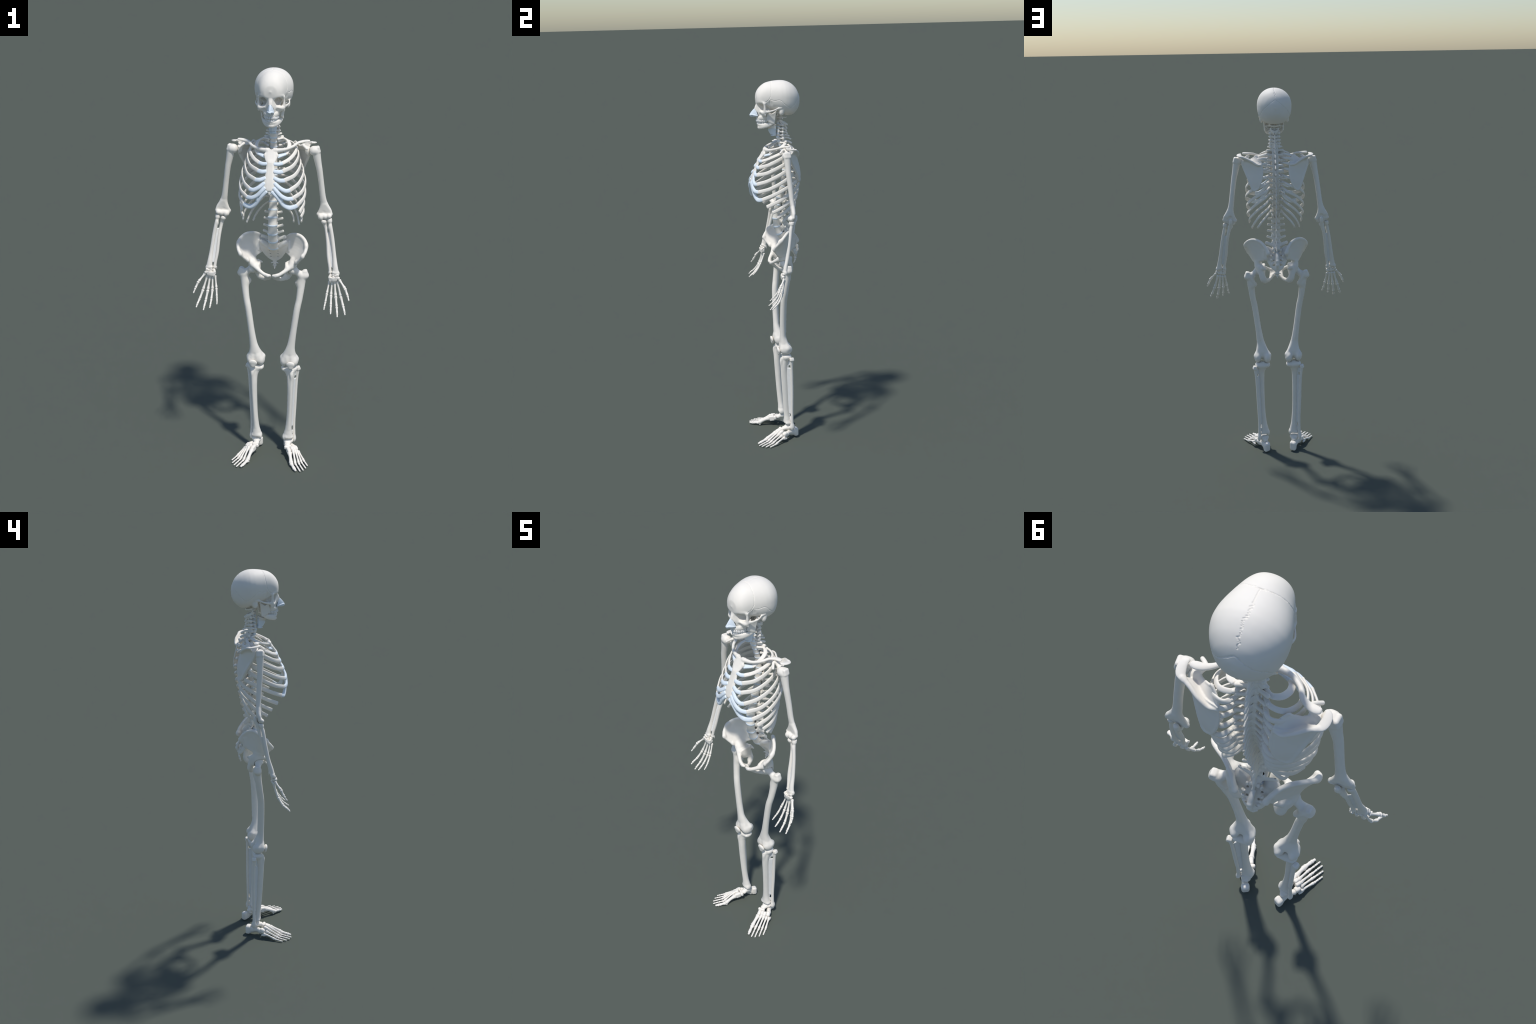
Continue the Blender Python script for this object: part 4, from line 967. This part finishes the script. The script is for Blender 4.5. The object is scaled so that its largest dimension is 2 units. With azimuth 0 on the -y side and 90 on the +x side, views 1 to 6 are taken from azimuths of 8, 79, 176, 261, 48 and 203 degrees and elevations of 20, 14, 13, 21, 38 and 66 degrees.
# ================================================================================= FOOT
def build_foot():
    c = []
    # heel bone
    q = Clay((.045, .010, -.004), (.140, .106, .075), .0016)
    q.tube([(.0760, .0800, .0250), (.0820, .0690, .0265), (.0940, .0500, .0335), (.1080, .0330, .0370), (.1170, .0270, .0360)], [.0140, .0135, .0120, .0120, .0110], [.0190, .0175, .0150, .0125, .0130], k=.006)
    q.block((.0735, .0835, .0262), (.0170, .0145, .0245), .0105, k=.008, rot=[(.88, .42, 0), (-.42, .88, 0), (.1, .15, 1)])
    q.ball((.0780, .0500, .0440), (.0130, .0120, .0080), k=.008)
    q.tube([(.0780, .0640, .0080), (.0960, .0420, .0180), (.1200, .0200, .0180)], [.0045, .0030, .0030], k=.004)
    c.append(q.skin(1))
    # talus
    q = Clay((.055, .002, .030), (.115, .078, .090), .0015)
    q.tube([(.0740, .0380, .0640), (.0850, .0430, .0650), (.0960, .0470, .0650)], [.0165, .0165, .0150], [.0140, .0145, .0130], k=.004)
    q.ball((.0830, .0480, .0540), (.0170, .0180, .0110), k=.006)
    q.tube([(.0840, .0330, .0600), (.0820, .0180, .0560), (.0815, .0150, .0550)], [.0140, .0140, .0150], [.0115, .0115, .0120], k=.008)
    q.ball((.0800, .0600, .0560), (.0110, .0090, .0090), k=.006)
    c.append(q.skin(1))
    def lump(ctr, half, rot, rnd=.55):
        q = Clay(A(*ctr)-max(half)-.010, A(*ctr)+max(half)+.010, .0014)
        q.block(ctr, half, min(half)*rnd, k=.001, rot=rot)
        c.append(q.skin(2))
    fw = unit((.42, -.88, -.22)); sd = unit(np.cross(fw, (0, 0, 1))); up = np.cross(sd, fw)
    fwl = unit((.50, -.82, -.28)); sdl = unit(np.cross(fwl, (0, 0, 1))); upl = np.cross(sdl, fwl)
    R1 = [fw, sd, up]; R2 = [fwl, sdl, upl]
    lump((.0850, .0005, .0515), (.0082, .0190, .0110), R1, .9)        # navicular
    lump((.0920, -.0200, .0430), (.0165, .0095, .0160), R1, .80)        # cuneiforms
    lump((.1085, -.0140, .0535), (.0110, .0085, .0105), R1, .75)
    lump((.1195, -.0060, .0480), (.0130, .0085, .0110), R2, .75)
    lump((.1240, .0125, .0380), (.0150, .0125, .0130), R2, .80)         # cuboid
    feet = pair('foot', join(c))
    #         base, ball joint, middle joint, end joint, tip
    rays = {
     1: [(.0985, -.0345, .0420), (.1135, -.0930, .0135), (.1305, -.1255, .0085), (.1415, -.1440, .0065)],
     2: [(.1150, -.0220, .0520), (.1345, -.0880, .0105), (.1500, -.1165, .0075), (.1580, -.1320, .0055), (.1638, -.1430, .0042)],
     3: [(.1255, -.0155, .0450), (.1515, -.0795, .0095), (.1650, -.1065, .0070), (.1735, -.1220, .0050), (.1785, -.1310, .0036)],
     4: [(.1335, -.0040, .0370), (.1640, -.0670, .0085), (.1775, -.0900, .0062), (.1855, -.1035, .0046), (.1898, -.1110, .0036)],
     5: [(.1390, .0080, .0250), (.1745, -.0490, .0078), (.1860, -.0690, .0058), (.1925, -.0805, .0046), (.1962, -.0870, .0036)]}
    MT = [(0, .0080), (.05, .0092), (.16, .0066), (.45, .0046), (.78, .0050), (.92, .0066), (1, .0054)]
    MT1 = [(0, .0120), (.06, .0130), (.20, .0100), (.5, .0082), (.80, .0094), (.93, .0112), (1, .0095)]
    PX = [(0, .0056), (.08, .0062), (.3, .0043), (.6, .0036), (.9, .0046), (1, .0040)]
    MD = [(0, .0042), (.2, .0044), (.55, .0036), (.85, .0042), (1, .0036)]
    DS = [(0, .0042), (.2, .0042), (.6, .0030), (.88, .0033), (1, .0022)]
    P1 = [(0, .0098), (.08, .0108), (.3, .0082), (.6, .0070), (.88, .0084), (1, .0072)]
    D1 = [(0, .0086), (.12, .0090), (.45, .0062), (.75, .0058), (.92, .0062), (1, .0040)]
    for k, J in rays.items():
        J = [A(*p) for p in J]
        profs = [MT1, P1, D1] if k == 1 else [MT, PX, MD, DS]
        for i, pf in enumerate(profs):
            a, b = J[i], J[i+1]; L = np.linalg.norm(b-a); d = (b-a)/L
            last = i == len(profs)-1
            sc = 1.0 if k == 1 else {2: 1.05, 3: 1.0, 4: .98, 5: 1.0}[k]
            side = unit(np.cross(d, (0, 0, 1)))
            VF = long_bone(a+d*.0020, b-d*.0022 if not last else b, [(t, r*sc) for t, r in pf], side, .86 if i else 1.05, (0, 0, .003 if i == 0 else .0008))
            if k == 5 and i == 0:
                VF = join([VF, loft([(.1440, .0000, .0220), (.1400, .0110, .0190), (.1355, .0205, .0165)], [.0085, .0075, .0040], [.0080, .0065, .0035], side, seg=14)])
            if k == 1 and i == 0:
                se = [loft([(x, y, .0050), (x+.003, y-.006, .0052)], .0040, .0038, (1, 0, 0), seg=10, n=3) for x, y in ((.1075, -.0865), (.1180, -.0830))]
                VF = join([VF]+se)
            pair('metatarsal' if i == 0 else 'toe_phalanx', VF, None, feet)

build_head()
build_spine()
build_chest()
build_shoulder()
build_arm()
build_hand()
build_pelvis()
build_leg()
build_foot()
